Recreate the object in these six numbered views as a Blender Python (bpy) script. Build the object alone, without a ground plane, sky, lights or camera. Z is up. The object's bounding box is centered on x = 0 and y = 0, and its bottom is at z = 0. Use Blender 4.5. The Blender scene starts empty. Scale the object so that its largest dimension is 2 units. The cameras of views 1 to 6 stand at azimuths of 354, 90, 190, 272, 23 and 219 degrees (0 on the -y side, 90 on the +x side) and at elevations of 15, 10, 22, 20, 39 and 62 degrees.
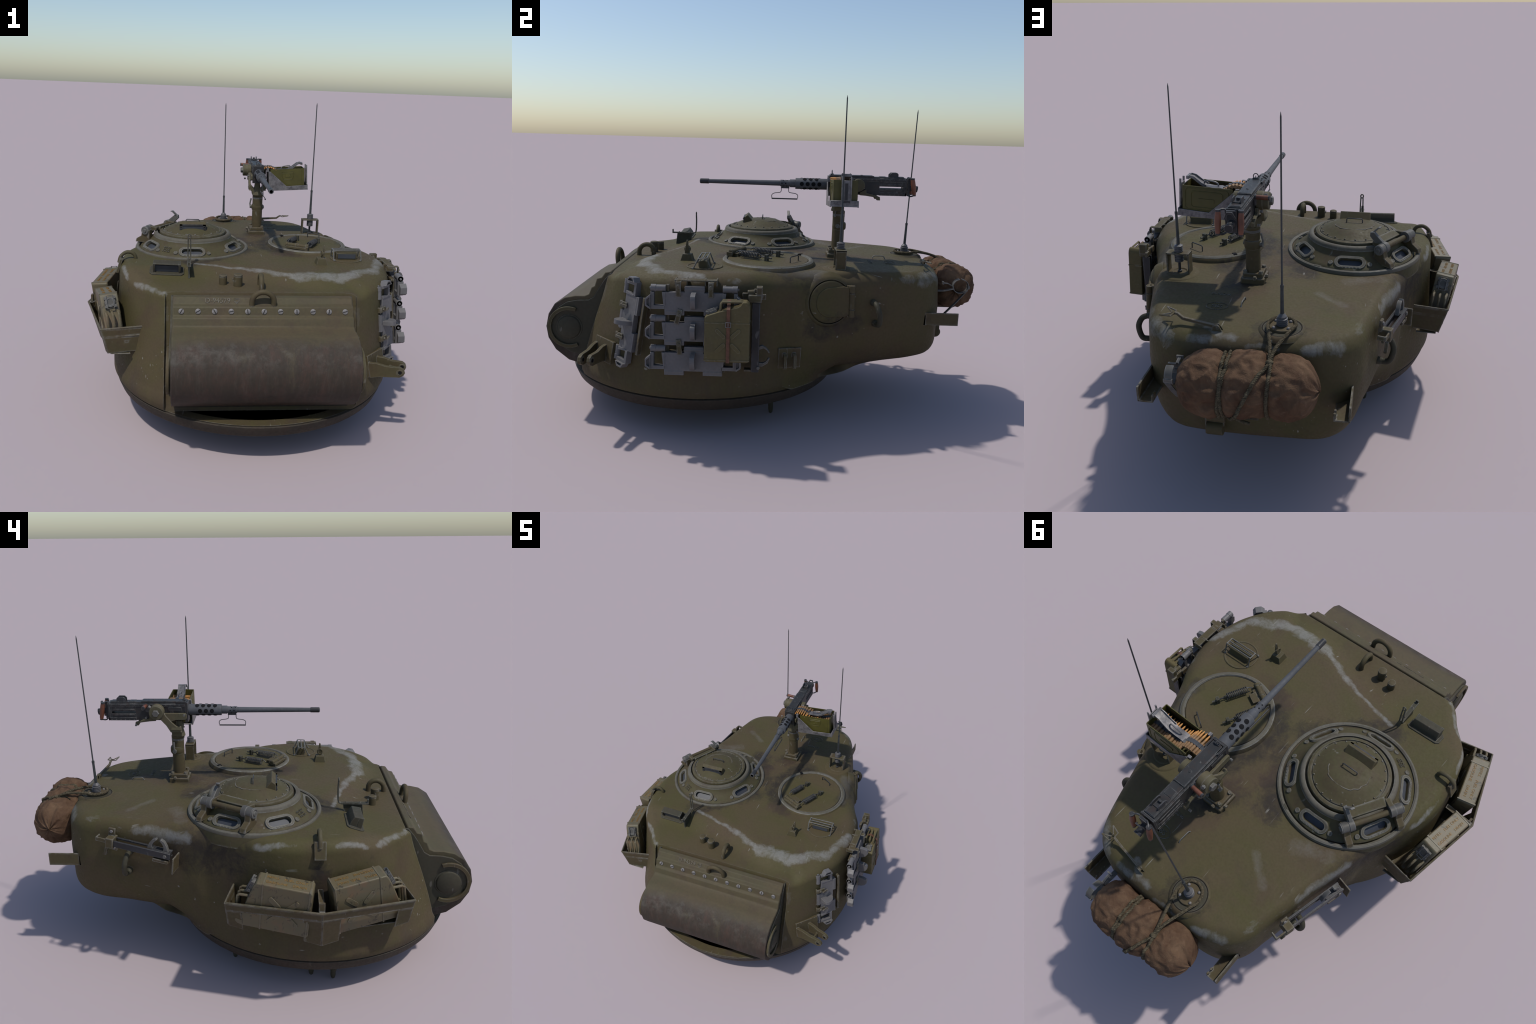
import bpy, bmesh, math, random
import numpy as np
from mathutils import Vector, Matrix
from mathutils.bvhtree import BVHTree
from mathutils import noise as mnoise

random.seed(7)
V = Vector
PI = math.pi
COL = bpy.context.scene.collection

# ============================================================ geometry kit
class Geo:
    """Collects primitives into one mesh; each face carries a material slot."""
    def __init__(s):
        s.v, s.f, s.m, s.mi = [], [], [], 0
    def add(s, verts, faces, M=None):
        b = len(s.v)
        s.v += [tuple(M @ V(p)) if M is not None else tuple(p) for p in verts]
        s.f += [tuple(b + i for i in f) for f in faces]
        s.m += [s.mi] * len(faces)
        return s
    def mat(s, i):
        s.mi = i
        return s
    def box(s, c, d, M=None):
        x, y, z = c
        a, b, h = d[0] / 2, d[1] / 2, d[2] / 2
        vs = [(x + i * a, y + j * b, z + k * h) for k in (-1, 1) for j in (-1, 1) for i in (-1, 1)]
        return s.add(vs, [(0, 2, 3, 1), (4, 5, 7, 6), (0, 1, 5, 4), (2, 6, 7, 3), (0, 4, 6, 2), (1, 3, 7, 5)], M)
    def prism(s, poly, d0, d1, M=None):
        """polygon in local xy extruded from d0 to d1 along local z"""
        n = len(poly)
        area = sum(poly[i][0] * poly[(i + 1) % n][1] - poly[(i + 1) % n][0] * poly[i][1] for i in range(n))
        if area < 0:
            poly = poly[::-1]
        vs = [(p[0], p[1], d0) for p in poly] + [(p[0], p[1], d1) for p in poly]
        fs = [tuple(range(n))[::-1], tuple(range(n, 2 * n))]
        fs += [(i, (i + 1) % n, n + (i + 1) % n, n + i) for i in range(n)]
        return s.add(vs, fs, M)
    def lathe(s, prof, M=None, n=32, closed=False):
        """(r, z) profile revolved round local z"""
        vs, fs, k = [], [], len(prof)
        for j in range(n):
            a = 2 * PI * j / n
            vs += [(r * math.cos(a), r * math.sin(a), z) for r, z in prof]
        for j in range(n):
            j2 = (j + 1) % n
            for i in range(k if closed else k - 1):
                i2 = (i + 1) % k
                fs.append((j * k + i, j2 * k + i, j2 * k + i2, j * k + i2))
        if not closed:
            fs.append(tuple(j * k for j in range(n))[::-1])
            fs.append(tuple(j * k + k - 1 for j in range(n)))
        return s.add(vs, fs, M)
    def cyl(s, p0, p1, r0, r1=None, n=16):
        r1 = r0 if r1 is None else r1
        p0, p1 = V(p0), V(p1)
        return s.lathe([(r0, 0), (r1, (p1 - p0).length)], look(p0, p1 - p0), n)
    def tube(s, pts, r, n=8, closed=False):
        pts = [V(p) for p in pts]
        k = len(pts)
        rr = r if isinstance(r, (list, tuple)) else [r] * k
        vs, fs, nrm = [], [], None
        for i, p in enumerate(pts):
            if closed:
                t = pts[(i + 1) % k] - pts[i - 1]
            else:
                t = pts[min(i + 1, k - 1)] - pts[max(i - 1, 0)]
            t.normalize()
            if nrm is None:
                nrm = t.orthogonal().normalized()
            nrm = (nrm - t * nrm.dot(t)).normalized()
            b = t.cross(nrm)
            vs += [p + (nrm * math.cos(2 * PI * j / n) + b * math.sin(2 * PI * j / n)) * rr[i] for j in range(n)]
        for i in range(k if closed else k - 1):
            i2 = (i + 1) % k
            fs += [(i * n + j, i * n + (j + 1) % n, i2 * n + (j + 1) % n, i2 * n + j) for j in range(n)]
        if not closed:
            fs += [tuple(range(n))[::-1], tuple((k - 1) * n + j for j in range(n))]
        return s.add(vs, fs)
    def strap(s, pts, wdir, w, t):
        """flat band of width w (along wdir) and thickness t following pts"""
        pts = [V(p) for p in pts]
        wdir = V(wdir).normalized()
        vs, fs, k = [], [], len(pts)
        for i, p in enumerate(pts):
            d = (pts[min(i + 1, k - 1)] - pts[max(i - 1, 0)]).normalized()
            nn = d.cross(wdir).normalized() * t / 2
            ww = wdir * w / 2
            vs += [p - ww - nn, p + ww - nn, p + ww + nn, p - ww + nn]
        for i in range(k - 1):
            for j in range(4):
                fs.append((i * 4 + j, i * 4 + (j + 1) % 4, i * 4 + 4 + (j + 1) % 4, i * 4 + 4 + j))
        fs += [(3, 2, 1, 0), tuple((k - 1) * 4 + j for j in range(4))]
        return s.add(vs, fs)
    def ball(s, c, r, n=12, sq=(1, 1, 1)):
        prof = [(max(1e-4, math.sin(PI * i / n)) * r, -math.cos(PI * i / n) * r) for i in range(n + 1)]
        return s.lathe(prof, Matrix.Translation(c) @ Matrix.Diagonal((*sq, 1)), n * 2)
    def hexnut(s, p, d, r, h):
        return s.lathe([(r, 0), (r, h * .8), (r * .85, h)], look(p, d), 6)

def look(o, d, up=(0, 0, 1)):
    """frame at o: local z along d, local y close to up"""
    z = V(d).normalized()
    y = V(up)
    if abs(z.dot(y.normalized())) > .98:
        y = V((0, 1, 0))
    y = (y - z * y.dot(z)).normalized()
    x = y.cross(z)
    M = Matrix((x, y, z)).transposed().to_4x4()
    M.translation = V(o)
    return M

def frame(o, x, y):
    x = V(x).normalized(); y = V(y)
    y = (y - x * y.dot(x)).normalized()
    z = x.cross(y)
    M = Matrix((x, y, z)).transposed().to_4x4()
    M.translation = V(o)
    return M

def finish(me, angle):
    me.polygons.foreach_set("use_smooth", [True] * len(me.polygons))
    me.set_sharp_from_angle(angle=math.radians(angle))

def make(g, name, mats, parent, angle=35, bevel=0, seg=2, matrix=None):
    me = bpy.data.meshes.new(name)
    me.from_pydata(g.v, [], g.f)
    bm = bmesh.new(); bm.from_mesh(me)
    bmesh.ops.recalc_face_normals(bm, faces=bm.faces[:])
    bm.to_mesh(me); bm.free()
    me.polygons.foreach_set("material_index", g.m)
    for m in (mats if isinstance(mats, (list, tuple)) else [mats]):
        me.materials.append(m)
    finish(me, angle)
    return place(me, name, parent, bevel, seg, matrix)

def place(me, name, parent, bevel=0, seg=2, matrix=None):
    o = bpy.data.objects.new(name, me)
    COL.objects.link(o)
    o.parent = parent
    if matrix is not None:
        o.matrix_basis = matrix
    if bevel:
        b = o.modifiers.new("edge", "BEVEL")
        b.width, b.segments, b.limit_method, b.angle_limit = bevel, seg, "ANGLE", math.radians(40)
        b.use_clamp_overlap = True
    return o

def smooth_curve(pts, n=8, closed=False):
    """Catmull-Rom through control points"""
    P = [np.array(p, float) for p in pts]
    k, out = len(P), []
    for i in range(k if closed else k - 1):
        a, b, c, d = (P[(i - 1) % k] if closed or i > 0 else 2 * P[0] - P[1], P[i], P[(i + 1) % k],
                      P[(i + 2) % k] if closed or i + 2 < k else 2 * P[-1] - P[-2])
        for t in np.linspace(0, 1, n, endpoint=False):
            out.append(.5 * (2 * b + (c - a) * t + (2 * a - 5 * b + 4 * c - d) * t * t + (3 * b - 3 * c + d - a) * t ** 3))
    if not closed:
        out.append(P[-1])
    return [tuple(p) for p in out]

def arc(c, r, a0, a1, n=12):
    return [(c[0] + r * math.cos(math.radians(a0 + (a1 - a0) * i / n)), c[1] + r * math.sin(math.radians(a0 + (a1 - a0) * i / n))) for i in range(n + 1)]

def sstep(x, a, b):
    t = np.clip((x - a) / (b - a), 0, 1)
    return t * t * (3 - 2 * t)

# ============================================================ materials
def capsule_group():
    """mask that is 1 on the segment A-B and fades to 0 at radius R"""
    t = bpy.data.node_groups.new("stroke_mask", "ShaderNodeTree")
    for n, k in (("P", "NodeSocketVector"), ("A", "NodeSocketVector"), ("B", "NodeSocketVector"), ("R", "NodeSocketFloat")):
        t.interface.new_socket(n, in_out="INPUT", socket_type=k)
    t.interface.new_socket("Mask", in_out="OUTPUT", socket_type="NodeSocketFloat")
    i, o = t.nodes.new("NodeGroupInput"), t.nodes.new("NodeGroupOutput")
    def vm(op, a, b):
        n = t.nodes.new("ShaderNodeVectorMath"); n.operation = op
        for k, s in enumerate((a, b)):
            if s is not None:
                t.links.new(s, n.inputs[k])
        return n
    def m(op, a, b=None, clamp=False):
        n = t.nodes.new("ShaderNodeMath"); n.operation = op; n.use_clamp = clamp
        for k, s in enumerate((a, b)):
            if s is None: continue
            if isinstance(s, (int, float)): n.inputs[k].default_value = s
            else: t.links.new(s, n.inputs[k])
        return n.outputs[0]
    pa = vm("SUBTRACT", i.outputs["P"], i.outputs["A"]).outputs[0]
    ba = vm("SUBTRACT", i.outputs["B"], i.outputs["A"]).outputs[0]
    h = m("DIVIDE", vm("DOT_PRODUCT", pa, ba).outputs["Value"], vm("DOT_PRODUCT", ba, ba).outputs["Value"], True)
    sc = t.nodes.new("ShaderNodeVectorMath"); sc.operation = "SCALE"
    t.links.new(ba, sc.inputs[0]); t.links.new(h, sc.inputs["Scale"])
    d = vm("DISTANCE", pa, sc.outputs[0]).outputs["Value"]
    q = m("SUBTRACT", 1.0, m("DIVIDE", d, i.outputs["R"]), True)
    t.links.new(m("MULTIPLY", q, m("SUBTRACT", 2.0, q)), o.inputs[0])
    return t
STROKE = capsule_group()

class Mat:
    def __init__(s, name):
        s.m = bpy.data.materials.new(name); s.m.use_nodes = True
        s.t = s.m.node_tree; s.bsdf = s.t.nodes["Principled BSDF"]
        s.tc = s.t.nodes.new("ShaderNodeTexCoord").outputs["Object"]
    def put(s, sock, v):
        if isinstance(v, bpy.types.NodeSocket): s.t.links.new(v, sock)
        elif v is not None:
            sock.default_value = (*v, 1) if isinstance(v, tuple) and len(v) == 3 and sock.type == "RGBA" else v
    def node(s, kind, out=0, **kw):
        n = s.t.nodes.new(kind)
        for k, v in kw.items():
            if hasattr(n, k) and k not in n.inputs: setattr(n, k, v)
            else: s.put(n.inputs[k.replace("_", " ")] if k.replace("_", " ") in n.inputs else n.inputs[k], v)
        return n.outputs[out]
    def map(s, scale=(1, 1, 1), rot=(0, 0, 0), vec=None):
        return s.node("ShaderNodeMapping", Vector=vec or s.tc, Scale=scale, Rotation=rot)
    def noise(s, scale, detail=4, rough=.6, dist=0, vec=None):
        return s.node("ShaderNodeTexNoise", Vector=vec or s.tc, Scale=scale, Detail=detail, Roughness=rough, Distortion=dist)
    def ramp(s, fac, a, b, to0=0., to1=1.):
        return s.node("ShaderNodeMapRange", Value=fac, **{"From Min": a, "From Max": b, "To Min": to0, "To Max": to1, "clamp": True})
    def math(s, op, a, b=0., clamp=False):
        n = s.t.nodes.new("ShaderNodeMath"); n.operation = op; n.use_clamp = clamp
        s.put(n.inputs[0], a); s.put(n.inputs[1], b)
        return n.outputs[0]
    def mix(s, fac, a, b, blend="MIX"):
        n = s.t.nodes.new("ShaderNodeMix"); n.data_type = "RGBA"; n.blend_type = blend
        s.put(n.inputs[0], fac); s.put(n.inputs[6], a); s.put(n.inputs[7], b)
        return n.outputs[2]
    def stroke(s, vec, A, B, R):
        n = s.t.nodes.new("ShaderNodeGroup"); n.node_tree = STROKE
        s.put(n.inputs["P"], vec)
        n.inputs["A"].default_value = A; n.inputs["B"].default_value = B; n.inputs["R"].default_value = R
        return n.outputs[0]
    def warp(s, scale, amt, vec=None):
        c = s.t.nodes.new("ShaderNodeTexNoise"); s.put(c.inputs["Vector"], vec or s.tc)
        c.inputs["Scale"].default_value = scale; c.inputs["Detail"].default_value = 3
        a = s.node("ShaderNodeVectorMath", operation="SUBTRACT")
        n1 = a.node; s.put(n1.inputs[0], c.outputs["Color"]); n1.inputs[1].default_value = (.5, .5, .5)
        n2 = s.t.nodes.new("ShaderNodeVectorMath"); n2.operation = "SCALE"; s.put(n2.inputs[0], a); n2.inputs["Scale"].default_value = amt
        n3 = s.t.nodes.new("ShaderNodeVectorMath"); n3.operation = "ADD"; s.put(n3.inputs[0], vec or s.tc); s.put(n3.inputs[1], n2.outputs[0])
        return n3.outputs[0]
    def edges(s, radius, lo=.02, hi=.2):
        b = s.t.nodes.new("ShaderNodeBevel"); b.samples = 4; b.inputs["Radius"].default_value = radius
        g = s.t.nodes.new("ShaderNodeNewGeometry")
        d = s.t.nodes.new("ShaderNodeVectorMath"); d.operation = "DOT_PRODUCT"
        s.put(d.inputs[0], b.outputs[0]); s.put(d.inputs[1], g.outputs["Normal"])
        return s.ramp(s.math("SUBTRACT", 1., d.outputs["Value"]), lo, hi)
    def done(s, color, rough, metal=0., bump=None, bstr=.2, bdist=.002, spec=.3):
        s.put(s.bsdf.inputs["Base Color"], color); s.put(s.bsdf.inputs["Roughness"], rough)
        s.bsdf.inputs["Metallic"].default_value = metal
        s.bsdf.inputs["Specular IOR Level"].default_value = spec
        if bump is not None:
            b = s.t.nodes.new("ShaderNodeBump"); b.inputs["Strength"].default_value = bstr; b.inputs["Distance"].default_value = bdist
            s.put(b.inputs["Height"], bump); s.put(s.bsdf.inputs["Normal"], b.outputs[0])
        return s.m

OLIVE, OLIVE2, BROWN, DARK, WORN = (.078, .060, .032), (.070, .060, .030), (.058, .038, .027), (.032, .029, .024), (.190, .183, .165)

def paint(name, base=OLIVE, alt=OLIVE2, dirt=BROWN, worn=WORN, wear=.55, edge=.006, scale=1., grime=.35, rough=.62, metal=0., spec=.18):
    m = Mat(name)
    c = m.mix(m.ramp(m.noise(7 * scale, 3), .4, .62), base, alt)
    c = m.mix(m.math("MULTIPLY", m.ramp(m.noise(16 * scale, 5, .65, .4), .5, .72), grime), c, dirt)
    fine = m.noise(90 * scale, 3)
    c = m.mix(m.ramp(fine, .3, .75, 0, .22), c, tuple(x * .45 for x in base))
    if wear:
        e = m.math("MULTIPLY", m.edges(edge), m.ramp(m.noise(28 * scale, 4, .7), .36, .56))
        c = m.mix(m.math("MULTIPLY", e, wear), c, worn)
        sp = m.ramp(m.noise(40 * scale, 2, .5, 0, m.map((1, 1, .35))), .69, .74)
        c = m.mix(m.math("MULTIPLY", sp, wear * .45), c, worn)
    return m.done(c, m.ramp(fine, .3, .7, rough - .08, rough + .1), metal, fine, .25, .001, spec)

def body_material():
    m = Mat("cast_armour_paint")
    w = m.warp(9, .05)
    c = m.mix(m.ramp(m.noise(3.5, 4, .6, .6), .38, .64), OLIVE, (.069, .061, .025))
    c = m.mix(m.math("MULTIPLY", m.ramp(m.noise(5.5, 5, .65, .5), .5, .68), .5), c, (.072, .048, .033))
    c = m.mix(m.math("MULTIPLY", m.ramp(m.noise(11, 5, .7), .55, .75), .35), c, (.046, .042, .025))
    # brownish mud and rust on the lower wall, run in streaks
    z = m.node("ShaderNodeSeparateXYZ", 2, Vector=m.tc)
    streak = m.noise(10, 5, .65, .3, m.map((1, 1, .22)))
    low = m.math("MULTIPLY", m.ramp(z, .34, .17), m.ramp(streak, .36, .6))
    c = m.mix(m.math("MULTIPLY", low, .75), c, (.060, .042, .030))
    c = m.mix(m.math("MULTIPLY", m.math("MULTIPLY", m.ramp(z, .62, .3), m.ramp(streak, .56, .7)), .35), c, (.052, .046, .036))
    brush = m.noise(17, 9, .72, .8)
    fleck = m.noise(60, 5, .8, 0, m.map((1, 1, .6)))
    brush = m.math('ADD', m.math('MULTIPLY', brush, .72), m.math('MULTIPLY', fleck, .28))
    def patches(c, col, strength, segs, lo, hi, rs=1.):
        tot = None
        for A, B, R in segs:
            k = m.stroke(w, A, B, R * rs)
            tot = k if tot is None else m.math("MAXIMUM", tot, k)
        f = m.ramp(m.math('ADD', m.math('MULTIPLY', tot, .9), m.math('MULTIPLY', m.math('SUBTRACT', brush, .5), 2.6)), .38, 1.0)
        f = m.math('MULTIPLY', f, m.ramp(tot, 0, .25))
        return m.mix(m.math("MULTIPLY", f, strength), c, col)
    # grime and baked crease shade painted dark round hatches, fittings, bosses and flank valley
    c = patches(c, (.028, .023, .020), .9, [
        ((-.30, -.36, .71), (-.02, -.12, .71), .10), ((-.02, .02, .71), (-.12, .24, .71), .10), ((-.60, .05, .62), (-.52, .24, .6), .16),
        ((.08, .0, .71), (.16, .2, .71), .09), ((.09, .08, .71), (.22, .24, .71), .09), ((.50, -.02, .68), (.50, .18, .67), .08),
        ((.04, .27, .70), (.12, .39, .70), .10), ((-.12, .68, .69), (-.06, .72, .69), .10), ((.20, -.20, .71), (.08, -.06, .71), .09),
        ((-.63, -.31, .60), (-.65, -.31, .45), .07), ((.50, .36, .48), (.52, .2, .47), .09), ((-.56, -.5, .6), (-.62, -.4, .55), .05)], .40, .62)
    c = patches(c, (.070, .045, .033), .45, [
        ((-.02, .10, .71), (.06, .26, .70), .08), ((.03, .42, .70), (.12, .50, .70), .06), ((.13, -.20, .71), (.30, -.24, .71), .06),
        ((-.44, -.66, .58), (-.50, -.62, .50), .07), ((-.40, .24, .68), (-.46, .18, .66), .05), ((.53, .4, .44), (.5, .3, .42), .07),
        ((-.64, -.33, .56), (-.66, -.33, .4), .04), ((-.6, -.5, .28), (-.45, -.72, .26), .10)], .44, .62)
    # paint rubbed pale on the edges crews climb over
    pale = (.215, .215, .205)
    c = patches(c, pale, .62, [
        ((.18, -.545, .70), (.37, -.56, .70), .075), ((.37, -.56, .70), (.55, -.47, .70), .065), ((.55, -.47, .70), (.63, -.28, .69), .05),
        ((-.02, -.455, .705), (.18, -.545, .70), .035), ((-.28, -.385, .71), (-.02, -.455, .71), .020), ((.63, -.28, .68), (.62, -.12, .68), .03),
        ((.41, -.67, .655), (.62, -.42, .655), .022), ((-.41, -.68, .655), (-.54, -.56, .66), .026), ((-.56, -.55, .675), (-.62, -.38, .68), .022),
        ((-.62, -.26, .68), (-.61, -.05, .68), .024), ((-.36, -.60, .69), (-.50, -.54, .69), .014),
        ((.36, .68, .655), (.28, .76, .65), .06), ((.40, .55, .66), (.37, .66, .66), .035), ((.05, .75, .675), (.20, .77, .66), .035),
        ((-.30, .73, .655), (-.20, .775, .655), .045), ((-.10, .775, .66), (.0, .78, .66), .022), ((-.37, .6, .66), (-.44, .4, .66), .03),
        ((-.44, .4, .66), (-.50, .22, .66), .05), ((-.34, .66, .67), (-.37, .6, .67), .03), ((.15, .72, .69), (.11, .75, .69), .03)], .30, .64, .8)
    c = patches(c, (.14, .13, .115), .40, [((-.30, .30, .71), (-.42, .25, .69), .05), ((-.3, .5, .70), (-.2, .42, .70), .03),
        ((.50, .0, .69), (.47, .22, .69), .05), ((-.405, -.70, .60), (-.405, -.79, .30), .02), ((.421, -.70, .60), (.42, -.78, .30), .02)], .45, .62)
    # fine scratches
    for rot, th in ((.5, .715), (-.9, .72), (1.9, .725)):
        sc = m.noise(6, 2, .5, 0, m.map((14, .9, 6), (0, 0, rot)))
        c = m.mix(m.math("MULTIPLY", m.math("MULTIPLY", m.ramp(sc, th, th + .03), m.ramp(m.noise(7, 2), .5, .62)), .6), c, (.26, .25, .22))
    e = m.math("MULTIPLY", m.edges(.006, .03, .25), m.ramp(brush, .4, .6))
    c = m.mix(m.math("MULTIPLY", e, .5), c, pale)
    fine = m.noise(110, 3)
    c = m.mix(m.ramp(fine, .35, .75, 0, .18), c, (.04, .034, .02))
    lump = m.math("ADD", m.math("MULTIPLY", m.noise(22, 4), 2.0), m.math("MULTIPLY", fine, .35))
    return m.done(c, m.ramp(fine, .3, .7, .58, .78), 0, lump, .35, .0025, .16)

def mantlet_material():
    m = Mat("scorched_mantlet_paint")
    c = m.mix(m.ramp(m.noise(5, 4), .4, .62), OLIVE, OLIVE2)
    c = m.mix(m.math("MULTIPLY", m.ramp(m.noise(9, 5, .7), .5, .7), .6), c, BROWN)
    sx = m.t.nodes.new("ShaderNodeSeparateXYZ"); m.put(sx.inputs[0], m.warp(8, .07))
    # soot: lower, forward part of the rounded shield, blotched; a side cheek is sooty too
    front = m.math("ADD", m.math("MULTIPLY", sx.outputs[1], -1.0), m.math("MULTIPLY", sx.outputs[2], -.55))
    soot = m.math("MULTIPLY", m.ramp(front, .585, .66), m.ramp(m.noise(7, 6, .75, .3, m.map((1.6, 1, .45))), .20, .44))
    c = m.mix(m.math("MULTIPLY", soot, .95), c, (.030, .022, .016))
    red = m.math("MULTIPLY", m.ramp(front, .56, .68), m.ramp(m.noise(10, 7, .78, .3, m.map((1.6, 1, .5))), .47, .68))
    c = m.mix(m.math("MULTIPLY", red, .62), c, (.072, .036, .026))
    strk = m.noise(30, 6, .8, 0, m.map((2.2, 1, .35)))
    c = m.mix(m.math('MULTIPLY', m.math('MULTIPLY', soot, m.ramp(strk, .5, .75)), .45), c, (.074, .062, .050))
    band = m.math("MULTIPLY", m.ramp(front, .60, .66), m.ramp(front, .76, .70))
    pale = m.math("MULTIPLY", band, m.ramp(m.noise(13, 6, .75), .46, .66))
    c = m.mix(m.math("MULTIPLY", pale, .5), c, (.110, .102, .088))
    e = m.math("MULTIPLY", m.edges(.006), m.ramp(m.noise(25, 4, .7), .38, .6))
    c = m.mix(m.math("MULTIPLY", e, .55), c, WORN)
    fine = m.noise(80, 4, .7)
    c = m.mix(m.ramp(fine, .35, .75, 0, .3), c, (.03, .026, .02))
    return m.done(c, .68, 0, m.math("ADD", fine, m.noise(25, 3)), .35, .0025)

def simple(name, col, rough=.5, metal=0., var=.3, sc=30, bump=.15, spec=.4):
    m = Mat(name)
    n = m.noise(sc, 4, .65)
    c = m.mix(m.ramp(n, .35, .7), tuple(x * (1 - var) for x in col), tuple(min(1, x * (1 + var)) for x in col))
    return m.done(c, rough, metal, n, bump, .001, spec)

def bag_material():
    m = Mat("brown_canvas")
    c = m.mix(m.ramp(m.noise(14, 5, .7, .6), .36, .66), (.074, .042, .026), (.125, .078, .047))
    c = m.mix(m.math("MULTIPLY", m.ramp(m.noise(30, 4, .7, .5), .58, .72), .5), c, (.175, .112, .074))
    c = m.mix(m.math("MULTIPLY", m.ramp(m.noise(9, 3), .56, .7), .55), c, (.048, .028, .020))
    wv = m.noise(260, 2)
    return m.done(c, .9, 0, m.math("ADD", wv, m.math("MULTIPLY", m.noise(26, 4, .6, .8), 5)), .4, .003, .1)

def can_material():
    m = Mat("faded_can_paint")
    c = m.mix(m.ramp(m.noise(9, 4), .4, .62), (.112, .090, .048), (.098, .086, .050))
    c = m.mix(m.math("MULTIPLY", m.ramp(m.noise(14, 5, .7, .4), .52, .68), .6), c, (.150, .085, .045))
    c = m.mix(m.math("MULTIPLY", m.ramp(m.noise(34, 5, .75, .6, m.map((1, 1.6, .7))), .575, .63), .85), c, (.038, .032, .022))
    e = m.math("MULTIPLY", m.edges(.006), m.ramp(m.noise(25, 4, .7), .38, .6))
    c = m.mix(m.math("MULTIPLY", e, .5), c, (.25, .235, .20))
    return m.done(c, .5, 0, m.noise(60, 3), .15, .001, .4)

def steel_box_material():
    m = Mat("mottled_bare_steel")
    c = m.mix(m.ramp(m.noise(26, 6, .8), .38, .66), (.075, .070, .072), (.215, .205, .205))
    e = m.math("MULTIPLY", m.edges(.004), m.ramp(m.noise(30, 4, .7), .35, .55))
    c = m.mix(m.math("MULTIPLY", e, .6), c, (.33, .32, .31))
    return m.done(c, .5, .3, m.noise(60, 3), .15, .001, .4)

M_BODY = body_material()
M_MANT = mantlet_material()
M_OLIVE = paint("worn_olive_paint", wear=.8)
M_OLIVEL = paint("rubbed_olive_paint", (.105, .088, .055), (.098, .086, .052), wear=.9)
M_EDGE = paint("chipped_olive_paint", wear=.95, edge=.010, grime=.55)
M_RIM = paint("rubbed_rim_paint", (.108, .100, .080), (.086, .078, .056), (.060, .044, .034), (.21, .21, .195), .8, .010, grime=.6)
M_CUP = paint("hatch_olive_paint", (.070, .058, .030), (.064, .058, .027), wear=.9, edge=.014, grime=.65)
M_RING = paint("muddy_ring_paint", (.036, .030, .023), (.042, .034, .025), (.046, .030, .021), (.12, .11, .09), .4, grime=.6)
M_DARKO = paint("dark_olive_paint", (.052, .047, .032), (.046, .044, .030), wear=.75)
M_GREY = paint("track_steel", (.130, .126, .127), (.142, .137, .136), (.095, .082, .074), (.25, .245, .24), .4, grime=.18, rough=.5, metal=.1)
M_IRON = paint("bare_iron", (.125, .120, .110), (.090, .086, .076), (.08, .07, .06), (.30, .30, .29), .6, rough=.5, metal=.2)
M_BLACK = paint("black_steel", (.046, .047, .050), (.036, .036, .037), (.055, .042, .034), (.20, .20, .20), .7, .004, rough=.45, metal=.3, grime=.4)
M_RECV = paint("gun_receiver_steel", (.034, .035, .036), (.044, .044, .044), (.070, .042, .032), (.20, .20, .195), .7, .004, scale=2, rough=.45, metal=.3, grime=.5)
M_BARREL = paint("gun_barrel_steel", (.080, .084, .092), (.066, .069, .075), (.06, .058, .058), (.22, .22, .22), .4, .004, rough=.68, metal=0, grime=.25, spec=.25)
M_CRADLE = paint("gun_mount_paint", (.098, .084, .050), (.088, .080, .048), wear=.8, edge=.005, scale=2)
M_STANDIN = simple("hole_stand_in_black", (.010, .010, .011), .9, spec=.1)  # black for solid pieces that stand in for holes, slots and a notch
M_GLASS = simple("vision_block_glass", (.045, .049, .058), .45, 0, .15, 8, .02, .3)
M_WOOD = simple("red_brown_wood", (.130, .045, .024), .5, 0, .3, 22)
M_BRASS = simple("brass_case", (.235, .135, .062), .6, 0, .25, 40)
M_TIP = simple("copper_bullet", (.440, .205, .055), .55, 0, .25, 40)
M_LINK = simple("belt_link_steel", (.075, .078, .084), .5, .4, .3, 40)
M_AMMO = simple("ammunition_can_green", (.066, .059, .011), .5, 0, .22, 12, .1)
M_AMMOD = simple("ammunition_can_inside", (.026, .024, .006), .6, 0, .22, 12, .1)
M_STEEL = steel_box_material()
M_BAG = bag_material()
M_ROPE = simple("dusty_rope", (.085, .070, .045), .9, 0, .45, 120, .3, .1)
M_CAN = can_material()
M_CANG = paint("can_olive_paint", (.110, .088, .040), (.100, .086, .042), (.085, .062, .038), (.24, .22, .17), .5, grime=.4)
M_ORANGE = simple("faded_orange_stencil", (.200, .112, .026), .6, 0, .35, 60)
M_LEATHER = simple("leather_strap", (.115, .050, .028), .7, 0, .3, 50)
M_MAST = simple("antenna_steel", (.040, .045, .046), .5, .2, .2, 30)
M_CERAM = simple("grey_insulator", (.085, .082, .084), .5, 0, .2, 60)
M_SCREW = simple("bright_screw_head", (.160, .150, .144), .6, 0, .25, 90)
M_GROOVE = simple("dark_seam", (.022, .019, .015), .9, spec=.1)

# ============================================================ the thing
root = bpy.data.objects.new("tank_turret", None)
COL.objects.link(root)
root["label"] = "olive cast tank turret with machine gun and stowed kit"
root["category"] = "tank turret"

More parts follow.
